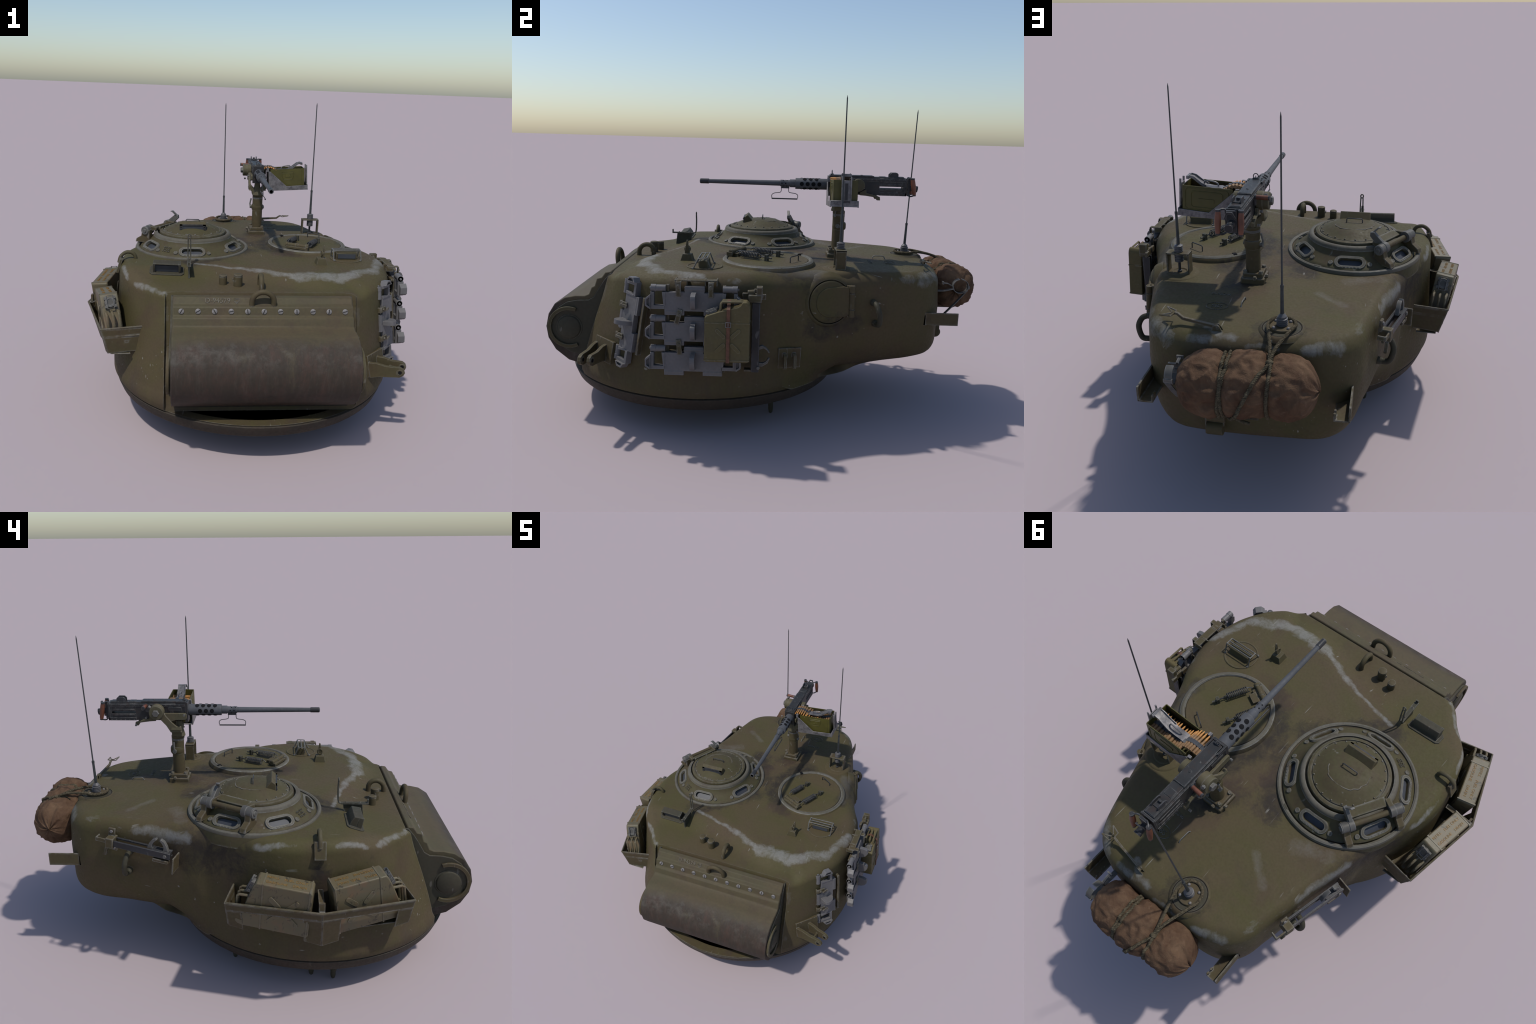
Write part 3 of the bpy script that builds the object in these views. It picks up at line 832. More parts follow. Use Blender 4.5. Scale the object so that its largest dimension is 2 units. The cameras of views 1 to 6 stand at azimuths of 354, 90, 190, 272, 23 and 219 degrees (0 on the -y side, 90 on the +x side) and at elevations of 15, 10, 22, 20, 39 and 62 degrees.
# ---------------------------------------------------------------- loader's hatch
HX, HY, HZ = .311, -.004, .7265
LM = look((HX, HY, HZ - .003), V((.008, 0, 1)), (0, 1, 0))
g = Geo()
g.lathe([(.218, -.060), (.217, -.030), (.213, -.014), (.204, -.001), (.198, .0030), (.193, .0045), (.187, .003), (.184, -.002), (.1835, -.005), (.1815, -.005),
         (.1810, -.001), (.178, .0012), (0, .0024)], LM, 96)
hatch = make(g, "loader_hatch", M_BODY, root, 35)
g = Geo()
g.lathe([(.205, -.002), (.200, .0036), (.193, .0052), (.187, .0036), (.1838, -.002)], LM, 96, True)
make(g, "loader_hatch_rim", M_RIM, hatch, 40)
def coil(p0, p1, R, r, turns):
    p0, p1 = V(p0), V(p1)
    F = look(p0, p1 - p0)
    Ld = (p1 - p0).length
    n = int(turns * 14)
    return [F @ V((R * math.cos(2 * PI * turns * i / n), R * math.sin(2 * PI * turns * i / n), Ld * i / n)) for i in range(n + 1)]
for (x0, y0), (x1, y1) in (((.198, -.088), (.268, .045)), ((.293, -.150), (.372, -.006))):
    a, b = V((x0, y0, .746)), V((x1, y1, .742))
    d = b - a
    g = Geo()
    g.tube(coil(a + d * .14, a + d * .72, .0135, .0018, 12), .0019, 6)
    g.tube(smooth_curve([a, a + d * .08 + V((0, 0, .008)), a + d * .16 + V((0, 0, .012))], 4), .0026, 6)
    g.tube([a + d * (.74 + .06 * math.cos(t)) + V((0, 0, .009 * math.sin(t))) for t in np.linspace(0, 2 * PI, 12, endpoint=False)], .0024, 6, True)
    g.tube([a + d * .80, a + d * .96], .0035, 6)
    make(g, "hatch_spring", M_BLACK, hatch, 60)
    g = Geo()
    F = frame(a + d * .97 + V((0, 0, -.004)), d, (0, 0, 1))
    g.box((0, 0, 0), (.014, .032, .020), F)
    g.cyl(F @ V((.004, .002, 0)), F @ V((.026, .002, 0)), .0045, n=10)
    make(g, "spring_anchor", M_DARKO, hatch, 35, .0012)
g = Geo()
h0, h1 = V((.184, -.118, .745)), V((.292, -.176, .745))
hh = (h1 - h0)
g.cyl(h0, h1, .0105, n=14)
for t in (.06, .5, .94):
    g.cyl(h0 + hh * (t - .05), h0 + hh * (t + .05), .0135, n=14)
F = frame(h0 + hh * .5, hh, (0, 0, 1))
g.box((0, -.012, -.012), (.085, .014, .030), F)
g.box((0, -.010, .010), (.11, .012, .020), F)
g.box((.057, -.016, .006), (.012, .034, .030), F)
g.box((.0, -.008, -.034), (.05, .010, .030), F)
make(g, "hatch_hinge", M_OLIVE, hatch, 35, .0015)
g = Geo()
g.tube([(.340, .131, .720), (.340, .131, .746), (.344, .1285, .750), (.393, .0965, .750), (.397, .094, .746), (.397, .094, .720)], .0025, 8)
make(g, "hatch_handle", M_BLACK, hatch, 60)
g = Geo()
b = math.radians(128)
g.box((0, 0, 0), (.020, .016, .012), LM @ Matrix.Rotation(b, 4, "Z") @ Matrix.Translation((.190, 0, .000)))  # dark block stands in for a notch; the rim is not cut
make(g, "rim_notch_block", M_STANDIN, hatch)

# ---------------------------------------------------------------- antennas
def mast(base, tip, zbreak, name):
    base, tip = V(base), V(tip)
    t = (zbreak - base.z) / (tip.z - base.z)
    mid = base.lerp(tip, t)
    g = Geo()
    g.tube([base, mid, mid.lerp(tip, .012), mid.lerp(tip, .5), mid.lerp(tip, .975), tip], [.0068, .0056, .0034, .0030, .0026, .0006], 8)
    g.cyl(mid - V((0, 0, .006)), mid + V((0, 0, .004)), .0064, n=10)
    return make(g, name, M_MAST, root, 40)
def ribs(x, y, z0, z1, r, n):
    out = [(r * .82, z0)]
    for i in range(n):
        a, b = z0 + (z1 - z0) * i / n, z0 + (z1 - z0) * (i + 1) / n
        out += [(r * .86, a + .0002), (r, a + (b - a) * .25), (r, a + (b - a) * .75), (r * .86, b - .0002)]
    return out + [(r * .8, z1)]
ax, ay = -.103, .692
az = rz(ax, ay)
AF = Matrix.Translation((ax, ay, 0))
g = Geo()
g.lathe([(.088, az - .012), (.082, az - .001), (.074, az + .004), (.070, az + .0045), (.0685, az + .001), (0, az + .001)], AF, 48)
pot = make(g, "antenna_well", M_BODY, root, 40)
g = Geo()
g.lathe([(.066, az - .002), (.066, az + .0035), (0, az + .0035)], AF, 40); make(g, "well_floor", M_DARKO, pot, 40)
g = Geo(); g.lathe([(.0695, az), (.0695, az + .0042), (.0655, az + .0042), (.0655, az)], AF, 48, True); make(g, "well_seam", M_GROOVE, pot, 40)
g = Geo()
g.lathe([(.046, az), (.046, az + .008), (.043, az + .012), (0, az + .012)], AF, 36)
flange = make(g, "antenna_flange", M_OLIVE, pot, 40, .001)
g = Geo()
for k in range(4):
    a = PI / 4 + k * PI / 2
    g.ball((ax + .036 * math.cos(a), ay + .036 * math.sin(a), az + .0125), .0065, 6)
make(g, "flange_bolts", M_SCREW, pot, 40)["kind"] = "stuff"
g = Geo()
g.lathe(ribs(0, 0, az + .012, az + .040, .0195, 4) + [(.016, az + .046), (.009, az + .054), (.007, az + .056)], AF, 24)
make(g, "antenna_insulator", M_CERAM, pot, 40)
mast((ax, ay, az + .05), (-.103, .716, 1.420), .849, "antenna_mast")

bx, by = .382, .313
g = Geo()
g.lathe([(.098, .610), (.093, .672), (.087, .692), (.080, .701), (.073, .7045), (.050, .7045), (.046, .7085), (.030, .7085), (.026, .7045), (0, .7045)], Matrix.Translation((bx, by, 0)), 56)
boss = make(g, "antenna_boss", M_BODY, root, 40)
g = Geo()
for s_ in (-1, 1):
    g.box((bx + s_ * .0445, by, .748), (.006, .046, .086))
g.box((bx, by, .7885), (.095, .046, .006))
make(g, "antenna_bracket", M_EDGE, boss, 30, .001)
g = Geo()
g.lathe([(.009, .705), (.009, .712), (.0055, .713), (.0055, .752)], Matrix.Translation((bx, by, 0)), 14); make(g, "antenna_rod", M_BLACK, boss, 40)
g = Geo()
g.lathe(ribs(0, 0, .750, .785, .0178, 5), Matrix.Translation((bx, by, 0)), 24)
g.lathe(ribs(0, 0, .7916, .820, .0178, 4) + [(.008, .823)], Matrix.Translation((bx, by, 0)), 24)
make(g, "antenna_insulator", M_CERAM, boss, 40)
mast((bx, by, .815), (.3835, .311, 1.447), .955, "antenna_mast")

# ---------------------------------------------------------------- roof handle, travel lock, foundry marks
g = Geo()
z0 = rz(.068, .54)
g.tube([(.069, .566, z0 - .002), (.069, .560, z0 + .010), (.0685, .554, z0 + .014), (.067, .514, z0 + .014), (.0665, .508, z0 + .010), (.066, .502, z0 - .002)], .0024, 8)
make(g, "roof_handle", M_IRON, root, 60)
g = Geo()
zl = rz(.12, .735)
g.prism([(-.022, -.006), (.022, -.006), (.012, .018), (-.004, .022), (-.014, .010)], -.008, -.004, frame((.112, .738, zl), (1, -.1, 0), (0, 0, 1)))
g.prism([(-.022, -.006), (.022, -.006), (.012, .018), (-.004, .022), (-.014, .010)], .004, .008, frame((.112, .738, zl), (1, -.1, 0), (0, 0, 1)))
g.prism([(-.004, -.006), (.130, .008), (.150, .024), (.158, .024), (.158, .032), (.146, .032), (.126, .018), (-.004, .008)], -.004, .004, frame((.112, .738, zl + .010), (1, -.16, 0), (0, 0, 1)))
g.cyl((.106, .728, zl + .012), (.108, .748, zl + .012), .004, n=10)
FF = frame((.270, .713, zl + .036), (1, -.16, .10), (.16, 1, 0))
g.tube([FF @ V(p) for p in ((0, -.002, 0), (.004, -.022, 0), (.040, -.026, .004))], .0028, 6)
g.tube([FF @ V(p) for p in ((.040, -.026, .004), (.030, -.018, .002), (.012, -.006, 0), (.012, .006, 0), (.030, .018, -.002), (.044, .026, -.004))], .0028, 6)
g.tube([FF @ V(p) for p in ((0, .002, 0), (.004, .022, 0), (.044, .026, -.004))], .0028, 6)
make(g, "gun_travel_lock", M_EDGE, root, 40)
q, n_ = hit((.158, .572, 2), (0, 0, -1))
SF = look(q, n_, (0, -1, .0))
g = Geo()
g.tube([SF @ V((.040 * math.cos(a), .027 * math.sin(a), .0004)) for a in np.linspace(0, 2 * PI, 40, endpoint=False)], .0017, 5, True)
make(g, "foundry_ring_mark", M_DARKO, root, 60)
text("S8S", .030, SF @ Matrix.Translation((0, -.001, 0)), "foundry_letters", M_DARKO, root, .0014)
q, n_ = hit((.165, .478, 2), (0, 0, -1))
text("D-78246", .022, look(q, n_, (0, -1, 0)), "roof_casting_number", M_DARKO, root, .0014)

# ---------------------------------------------------------------- machine gun on its pedestal
GX = .069
gun = bpy.data.objects.new("machine_gun", None); COL.objects.link(gun); gun.parent = root
g = Geo()
YF = lambda x, z: frame((x, 0, z), (1, 0, 0), (0, 0, 1)) @ Matrix.Rotation(PI, 4, "Y")   # local z -> +y world
def ylathe(g, prof, x, z, n=24):
    """profile of (r, y)"""
    return g.lathe([(r, y) for r, y in prof], look((x, 0, z), (0, 1, 0)), n)
ylathe(g, [(.006, -.338), (.006, -.343), (.0108, -.3435), (.0115, -.340), (.0115, -.306), (.0108, -.300), (.0098, -.2995), (.0132, .042), (.0132, .062)], GX, 1.0505)
barrel = make(g, "gun_barrel", M_BARREL, gun, 40)
g = Geo()
ylathe(g, [(.0116, -.341), (.0121, -.3405), (.0121, -.302), (.0112, -.301)], GX, 1.0505)
ylathe(g, [(.0072, -.3445), (.0, -.3445)], GX, 1.0505, 16)
make(g, "muzzle_collar", M_BLACK, gun, 40)
g = Geo()
ylathe(g, [(.0135, .042), (.0158, .0425), (.0158, .058), (.0150, .060), (.0150, .076), (.0158, .078), (.0158, .088), (.019, .0885), (.019, .113), (.0175, .1145), (.0255, .115), (.0262, .117), (.0262, .270), (.0250, .275)], GX, 1.0507, 32)
make(g, "barrel_shroud", M_BARREL, gun, 40)
g = Geo()  # dark discs laid on the shroud in place of cut holes
def hole_disc(ang, y, r, R):
    d = V((math.cos(ang), 0, math.sin(ang)))
    F = look(V((GX, y, 1.0507)) + d * (R - .0016), d, (0, 1, 0))
    g.lathe([(r, 0), (r, .0019), (r * .9, .0022), (0, .0021)], F, 18)
for row in range(6):
    ang = row * PI / 3
    for k in range(4 if row % 2 == 0 else 3):
        hole_disc(ang, .1445 + k * .0278 + (0 if row % 2 == 0 else .0139), .0098, .0262)
for row in range(6):
    for k in range(2):
        hole_disc(row * PI / 3, .050 + k * .018 + (row % 2) * .006, .0030, .0155)
make(g, "shroud_hole_discs", M_STANDIN, gun, 40)["kind"] = "stuff"
g = Geo()     # carrying handle hanging below the barrel
g.box((GX, .066, 1.031), (.012, .040, .010))
for s_ in (-1, 1):
    yy = .0655
    g.tube(smooth_curve([(GX, yy + s_ * .018, 1.030), (GX, yy + s_ * .018, 1.014), (GX, yy + s_ * .024, 1.006), (GX, yy + s_ * .050, 1.002), (GX, yy + s_ * .062, .994), (GX, yy + s_ * .062, .979)], 4), .0017, 6)
g.tube([(GX, .0025, .976), (GX, .127, .976)], .0032, 8)
make(g, "carrying_handle", M_BLACK, gun, 50)
# receiver with see-through slot
g = Geo()
RX = .0665
g.box((RX, .3945, 1.0475), (.056, .241, .081))
g.box((RX, .571, 1.0235), (.056, .114, .033)); g.box((RX, .571, 1.0685), (.056, .114, .039)); g.box((RX, .6325, 1.0475), (.056, .010, .081))
g.box((RX, .277, 1.045), (.062, .014, .094)); g.box((RX, .640, 1.048), (.060, .008, .084))
for s_ in (-1, 1):
    xx = RX + s_ * .0285
    g.box((xx, .578, 1.0750), (.003, .105, .012)); g.box((xx, .578, 1.013), (.003, .130, .014)); g.box((xx, .46, 1.078), (.004, .36, .010))
    g.box((xx, .57, 1.0575), (.004, .10, .006)); g.box((xx, .57, 1.033), (.004, .10, .006))
    for k in range(16):
        g.ball((xx + s_ * .001, .31 + k * .021, 1.080), .0024, 4)
    for k in range(10):
        g.ball((xx + s_ * .001, .44 + k * .021, 1.010), .0024, 4)
    g.box((xx, .33, 1.062), (.008, .06, .016)); g.box((xx, .345, 1.045), (.006, .012, .022))
recv = make(g, "gun_receiver", M_RECV, gun, 35, .0012, 1)
g = Geo()
g.box((RX, .385, 1.0915), (.052, .205, .011)); g.box((RX, .385, 1.0955), (.044, .196, .006))
g.box((RX, .560, 1.0895), (.046, .145, .007)); g.box((RX, .612, 1.0940), (.036, .036, .004)); g.box((RX, .53, 1.0935), (.034, .03, .004))
g.box((RX, .300, 1.0920), (.064, .045, .010))
g.cyl((RX, .43, 1.0975), (RX, .43, 1.1005), .006, n=12)
make(g, "receiver_cover", M_RECV, gun, 35, .0018, 2)
g = Geo()    # sights
for s_ in (-1, 1):
    g.prism([(.561, 1.092), (.604, 1.092), (.604, 1.108), (.597, 1.115), (.570, 1.115), (.561, 1.106)], RX + s_ * .015 - .002, RX + s_ * .015 + .002, YZ)
g.box((RX, .585, 1.097), (.026, .03, .006)); g.box((RX, .578, 1.103), (.012, .006, .014))
g.tube([(RX + .0095 * math.cos(a), .289, 1.109 + .010 * math.sin(a)) for a in np.linspace(-.6, PI + .6, 14)], .0022, 6)
g.box((RX, .289, 1.104), (.003, .004, .014)); g.box((RX, .289, 1.099), (.024, .014, .008))
make(g, "gun_sights", M_BLACK, gun, 40, .001, 1)
g = Geo()    # back plate: buffer, grip arms, trigger
g.cyl((RX + .005, .650, 1.046), (RX + .005, .690, 1.040), .0135, n=18); g.cyl((RX + .005, .690, 1.040), (RX + .005, .699, 1.0387), .0150, n=18)
g.box((RX + .005, .655, 1.05), (.034, .010, .075))
for s_ in (-1, 1):
    gx_ = .075 + s_ * .039
    g.tube(smooth_curve([(.075 + s_ * .016, .652, 1.088), (.075 + s_ * .026, .656, 1.092), (gx_, .667, 1.0895)], 4), .0034, 8)
    g.tube(smooth_curve([(.075 + s_ * .016, .652, 1.010), (.075 + s_ * .026, .662, 1.006), (gx_, .677, 1.0120)], 4), .0034, 8)
    g.cyl((gx_, .6665, 1.086), (gx_, .666, 1.093), .0092, n=12); g.cyl((gx_, .6780, 1.009), (gx_, .6775, 1.015), .0078, n=12)
g.prism([(-.022, 0), (-.010, .03), (.010, .03), (.022, 0), (.016, 0), (.006, .022), (-.006, .022), (-.016, 0)], -.002, .002, frame((.072, .672, 1.062), (1, 0, 0), (0, .35, 1)))
make(g, "gun_back_plate", M_BLACK, gun, 40)
for s_ in (-1, 1):
    gx_ = .075 + s_ * .039
    g = Geo()
    pr = [(.0072, 0), (.0088, .008), (.0108, .032), (.0112, .045), (.0098, .066), (.0085, .076)]
    g.lathe(pr, look((gx_, .6780, 1.0120), (0, -.0115, .0765)), 14)
    make(g, "spade_grip", M_WOOD, gun, 50)
g = Geo(); g.cyl((.030, .463, 1.079), (-.016, .467, 1.079), .0082, .0088, 12); ch = make(g, "charging_handle", M_WOOD, gun, 50, .0015)
g = Geo(); g.cyl((-.016, .467, 1.079), (-.0225, .4675, 1.079), .0089, n=12); g.cyl((.036, .4625, 1.079), (.028, .4630, 1.079), .0092, n=12)
g.box((.034, .455, 1.066), (.006, .022, .036)); make(g, "charging_handle_fittings", M_BLACK, gun, 40)
# cradle
g = Geo()
for s_, x in ((-1, .022), (1, .114)):
    F = YZ
    x0, x1 = (x - .006, x + .006)
    g.prism([(.446, 1.040), (.400, 1.016), (.372, .985), (.352, .952), (.298, .952), (.318, .975), (.345, 1.000), (.372, 1.030), (.385, 1.055)], x0 - s_ * .004, x1 - s_ * .004, F)
    g.prism([(.400, 1.043), (.282, 1.043), (.276, 1.037), (.276, 1.017), (.282, 1.011), (.325, 1.011), (.352, 1.002), (.400, 1.018)], x0 - s_ * .010, x1 - s_ * .010, F)
    g.prism([(.420, 1.020), (.450, 1.035), (.452, 1.018), (.490, 1.008), (.517, 1.000), (.519, .984), (.503, .984), (.494, .998), (.45, 1.004), (.42, 1.006)], x0 - s_ * .010, x1 - s_ * .010, F)
g.cyl((.012, .412, 1.053), (.036, .412, 1.053), .0345, n=32)
g.cyl((-.010, .412, 1.053), (.016, .412, 1.053), .0325, n=32)
g.cyl((.100, .412, 1.053), (.122, .412, 1.053), .0300, n=32)
cradle = make(g, "gun_cradle", M_CRADLE, gun, 35, .002)
g = Geo()
g.hexnut((-.010, .412, 1.053), (-1, 0, 0), .0165, .013)
for y_, z_ in ((.285, 1.038), (.511, .991), (.462, 1.026)):
    g.cyl((.016, y_, z_), (.006, y_, z_), .0050, n=10)
g.hexnut((.0, .438, 1.078), (-.3, .8, .5), .008, .010)
make(g, "cradle_bolts", M_IRON, gun, 35)
g = Geo()    # swivel head and pedestal
g.prism([(-.028, -.004), (.028, -.004), (.030, .016), (.050, .034), (.046, .052), (.036, .052), (.020, .034), (-.020, .034), (-.036, .052), (-.048, .052), (-.052, .034), (-.032, .016)], -.024, .024, frame((.069, .327, .929), (1, 0, 0), (0, 0, 1)))
g.lathe([(.0275, .924), (.026, .934), (.020, .955), (.016, .985), (.014, 1.0)], Matrix.Translation((.068, .318, 0)), 18)
make(g, "swivel_head", M_CRADLE, gun, 35, .0025)
PX, PY = .0735, .329
pz = rz(PX, PY)
g = Geo()
g.lathe([(.0292, pz + .02), (.0285, .896), (.0292, .8965), (.0292, .902), (.0284, .9025), (.0284, .912), (.0295, .914), (.0295, .924), (.026, .928), (.0, .928)], Matrix.Translation((PX, PY, 0)), 32)
g.lathe([(.0300, .836), (.0330, .844), (.0330, .862), (.0300, .870)], Matrix.Translation((PX, PY + .004, 0)), 28)
ped = make(g, "gun_pedestal", M_OLIVE, root, 35)
g = Geo(); g.lathe([(.0286, .9025), (.0294, .903), (.0294, .9115), (.0286, .912)], Matrix.Translation((PX, PY, 0)), 32); make(g, "pedestal_band", M_IRON, ped, 40)
g = Geo()
BM = Matrix.Translation((PX - .004, PY - .004, 0)) @ Matrix.Rotation(math.radians(0), 4, "Z")
g.box((0, 0, pz + .006), (.094, .094, .028), BM); g.box((0, 0, pz + .030), (.080, .080, .020), BM)
make(g, "pedestal_base", M_EDGE, ped, 35, .003)
g = Geo()
for sx in (-1, 1):
    for sy in (-1, 1):
        g.hexnut(BM @ V((sx * .031, sy * .031, pz + .040)), (0, 0, 1), .0085, .009)
g.hexnut((PX - .049, PY + .014, pz + .024), (-1, 0, 0), .008, .012); g.hexnut((PX - .014, PY + .040, pz + .024), (0, 1, 0), .009, .010)
make(g, "pedestal_bolts", M_EDGE, ped, 35)
g = Geo()
g.cyl((PX - .022, PY + .010, .854), (PX - .043, PY + .012, .854), .0095, n=14)
g.tube([(PX - .040, PY + .012, .854), (PX - .042, PY + .013, .870), (PX - .036, PY + .014, .900)], .0042, 8)
g.cyl((PX + .024, PY - .006, .855), (PX + .036, PY - .006, .855), .010, n=12)
g.hexnut((PX + .032, PY, .853), (1, 0, 0), .007, .006)
g.tube([(PX + .024, PY - .016, .925), (PX + .036, PY - .02, .914), (PX + .042, PY - .022, .903)], .0025, 6); g.ball((PX + .042, PY - .022, .902), .0045, 6)
make(g, "pedestal_clamp_lever", M_IRON, ped, 40)

# ammunition tray, can and belt
TILT = Matrix.Translation((.20, .33, .98)) @ Matrix.Rotation(math.radians(-3.2), 4, 'Y') @ Matrix.Translation((-.20, -.33, -.98))
TX0, TX1, TY0, TY1, TZ = .128, .350, .262, .387, .963
g = Geo()
g.box(((TX0 + TX1) / 2, (TY0 + TY1) / 2, TZ + .003), (TX1 - TX0, TY1 - TY0, .004))
side = [(TX0, .962), (TX1, .962), (TX1 - .006, .989), (.228, .985), (.138, 1.070), (TX0, 1.070)]
XZ = frame((0, 0, 0), (1, 0, 0), (0, 0, 1))      # local z -> -y
g.prism(side, -TY0 - .003, -TY0 + .001, XZ); g.prism(side, -TY1 - .001, -TY1 + .003, XZ)
g.box((TX1 - .003, (TY0 + TY1) / 2, .979), (.004, TY1 - TY0, .026))
g.prism([(.298, -.016), (.352, -.003)], 0, 0) if False else None
for s_ in (-1, 1):
    g.box((TX1 + .000, .331 + s_ * .020, 1.036), (.008, .005, .120), )
g.box((TX1 - .003, .331, 1.030), (.004, .040, .100))
tray = make(g, "ammunition_tray", M_STEEL, gun, 30, .001, 1, TILT)
g = Geo(); g.box((TX1 + .0005, .331, 1.03), (.003, .014, .075)); make(g, "tray_slot_plate", M_BLACK, tray, 30, .001)  # dark plate laid on the upright in place of a slot
BX0, BX1, BY0, BY1, BZ0, BZ1 = .140, .331, .277, .381, .974, 1.081
g = Geo()
for y_ in (BY0, BY1):
    g.box(((BX0 + BX1) / 2, y_, (BZ0 + BZ1) / 2), (BX1 - BX0, .003, BZ1 - BZ0))
for x_ in (BX0, BX1):
    g.box((x_, (BY0 + BY1) / 2, (BZ0 + BZ1) / 2 - (.008 if x_ == BX0 else 0)), (.003, BY1 - BY0 - .003, BZ1 - BZ0 - (.016 if x_ == BX0 else 0)))
g.box(((BX0 + BX1) / 2, (BY0 + BY1) / 2, BZ0 + .002), (BX1 - BX0 - .004, BY1 - BY0 - .004, .004))
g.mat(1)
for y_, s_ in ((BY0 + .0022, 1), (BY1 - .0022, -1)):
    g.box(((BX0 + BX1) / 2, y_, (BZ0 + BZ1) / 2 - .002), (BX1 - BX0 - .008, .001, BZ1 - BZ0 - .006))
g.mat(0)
def rect_loop(x0, x1, z0, z1, rr, y):
    pts = arc((x1 - rr, z1 - rr), rr, 0, 90, 4) + arc((x0 + rr, z1 - rr), rr, 90, 180, 4) + arc((x0 + rr, z0 + rr), rr, 180, 270, 4) + arc((x1 - rr, z0 + rr), rr, 270, 360, 4)
    return [(a, y, b) for a, b in pts]
cx_ = (BX0 + BX1) / 2
g.tube(rect_loop(cx_ - .080, cx_ + .085, .990, 1.074, .014, BY1 + .0014), .0022, 6, True)
g.tube(rect_loop(cx_ - .058, cx_ + .063, 1.000, 1.062, .012, BY1 + .0014), .0022, 6, True)
g.box((cx_ + .004, BY1 + .002, 1.028), (.060, .003, .014))
g.tube([(a, BY0 - .0014, b) for a, b in ((.205, 1.066), (.272, 1.066), (.272, 1.040), (.262, 1.022), (.216, 1.022), (.205, 1.040))], .0016, 6, True)
g.tube([(a, BY0 - .0014, b) for a, b in ((.205, 1.056), (.272, 1.056))], .0014, 6)
g.tube([(a, BY0 - .0014, b) for a, b in ((.222, 1.054), (.224, 1.036), (.252, 1.034), (.254, 1.054))], .0014, 6)
g.ball((.250, BY0 - .001, 1.038), .005, 6, (1, .3, 1))
g.tube([(.318, BY0 - .001, .985), (.318, BY0 - .001, 1.078)], .0018, 6)
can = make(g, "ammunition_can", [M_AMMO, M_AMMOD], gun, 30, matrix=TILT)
# cartridges: rows in the can, then the belt that climbs to the feed
cart = Geo()
cart.mat(0).lathe([(.0070, 0), (.0070, .0025), (.0062, .003), (.0068, .004), (.0066, .046), (.0048, .054), (.0048, .062)], None, 12)
cart.mat(1).lathe([(.0046, .0615), (.0045, .070), (.0030, .084), (.0006, .092)], None, 12)
cart.mat(2).box((0, 0, .034), (.0150, .0150, .016))
cmesh = None
belt = []
for k in range(12):
    belt.append((.320 - k * .0135, 1.052 + .006 * math.sin(k * 1.3) + max(0, k - 7) * .003))
belt += [(.166, 1.071), (.154, 1.079), (.141, 1.084), (.128, 1.085), (.114, 1.083), (.102, 1.080)]
for i, (x, z) in enumerate(belt):
    F = look((x, .378, z), (0, -1, 0)) @ Matrix.Rotation(random.uniform(-.2, .2), 4, "Z")
    if i >= 12:
        F = look((x, .365, z), (0, -1, 0))
    if cmesh is None:
        ob = make(cart, "cartridge", [M_BRASS, M_TIP, M_LINK], gun, 40, matrix=F); cmesh = ob.data
    else:
        place(cmesh, "cartridge", gun, matrix=F)
g = Geo()
g.strap([(.318, .331, 1.105), (.305, .331, 1.103), (.285, .331, 1.090), (.255, .331, 1.074), (.225, .331, 1.071), (.196, .331, 1.073), (.182, .331, 1.070)], (0, 1, 0), .036, .003)
for s_ in (-1, 1):
    g.strap([(.318, .331 + s_ * .017, 1.107), (.300, .331 + s_ * .017, 1.104), (.270, .331 + s_ * .018, 1.083), (.250, .331 + s_ * .019, 1.075)], (0, 1, 0), .003, .010)
g.box((.322, .331, 1.103), (.010, .044, .012))
g.tube(smooth_curve([(.264, .331, 1.079), (.255, .331, 1.092), (.235, .331, 1.092), (.212, .331, 1.086), (.206, .331, 1.072)], 4), .0030, 6)
g.box((.124, .270, 1.080), (.012, .014, .020)); g.box((.122, .382, 1.074), (.014, .010, .022))
make(g, "belt_cover_strap", M_STEEL, can, 40)

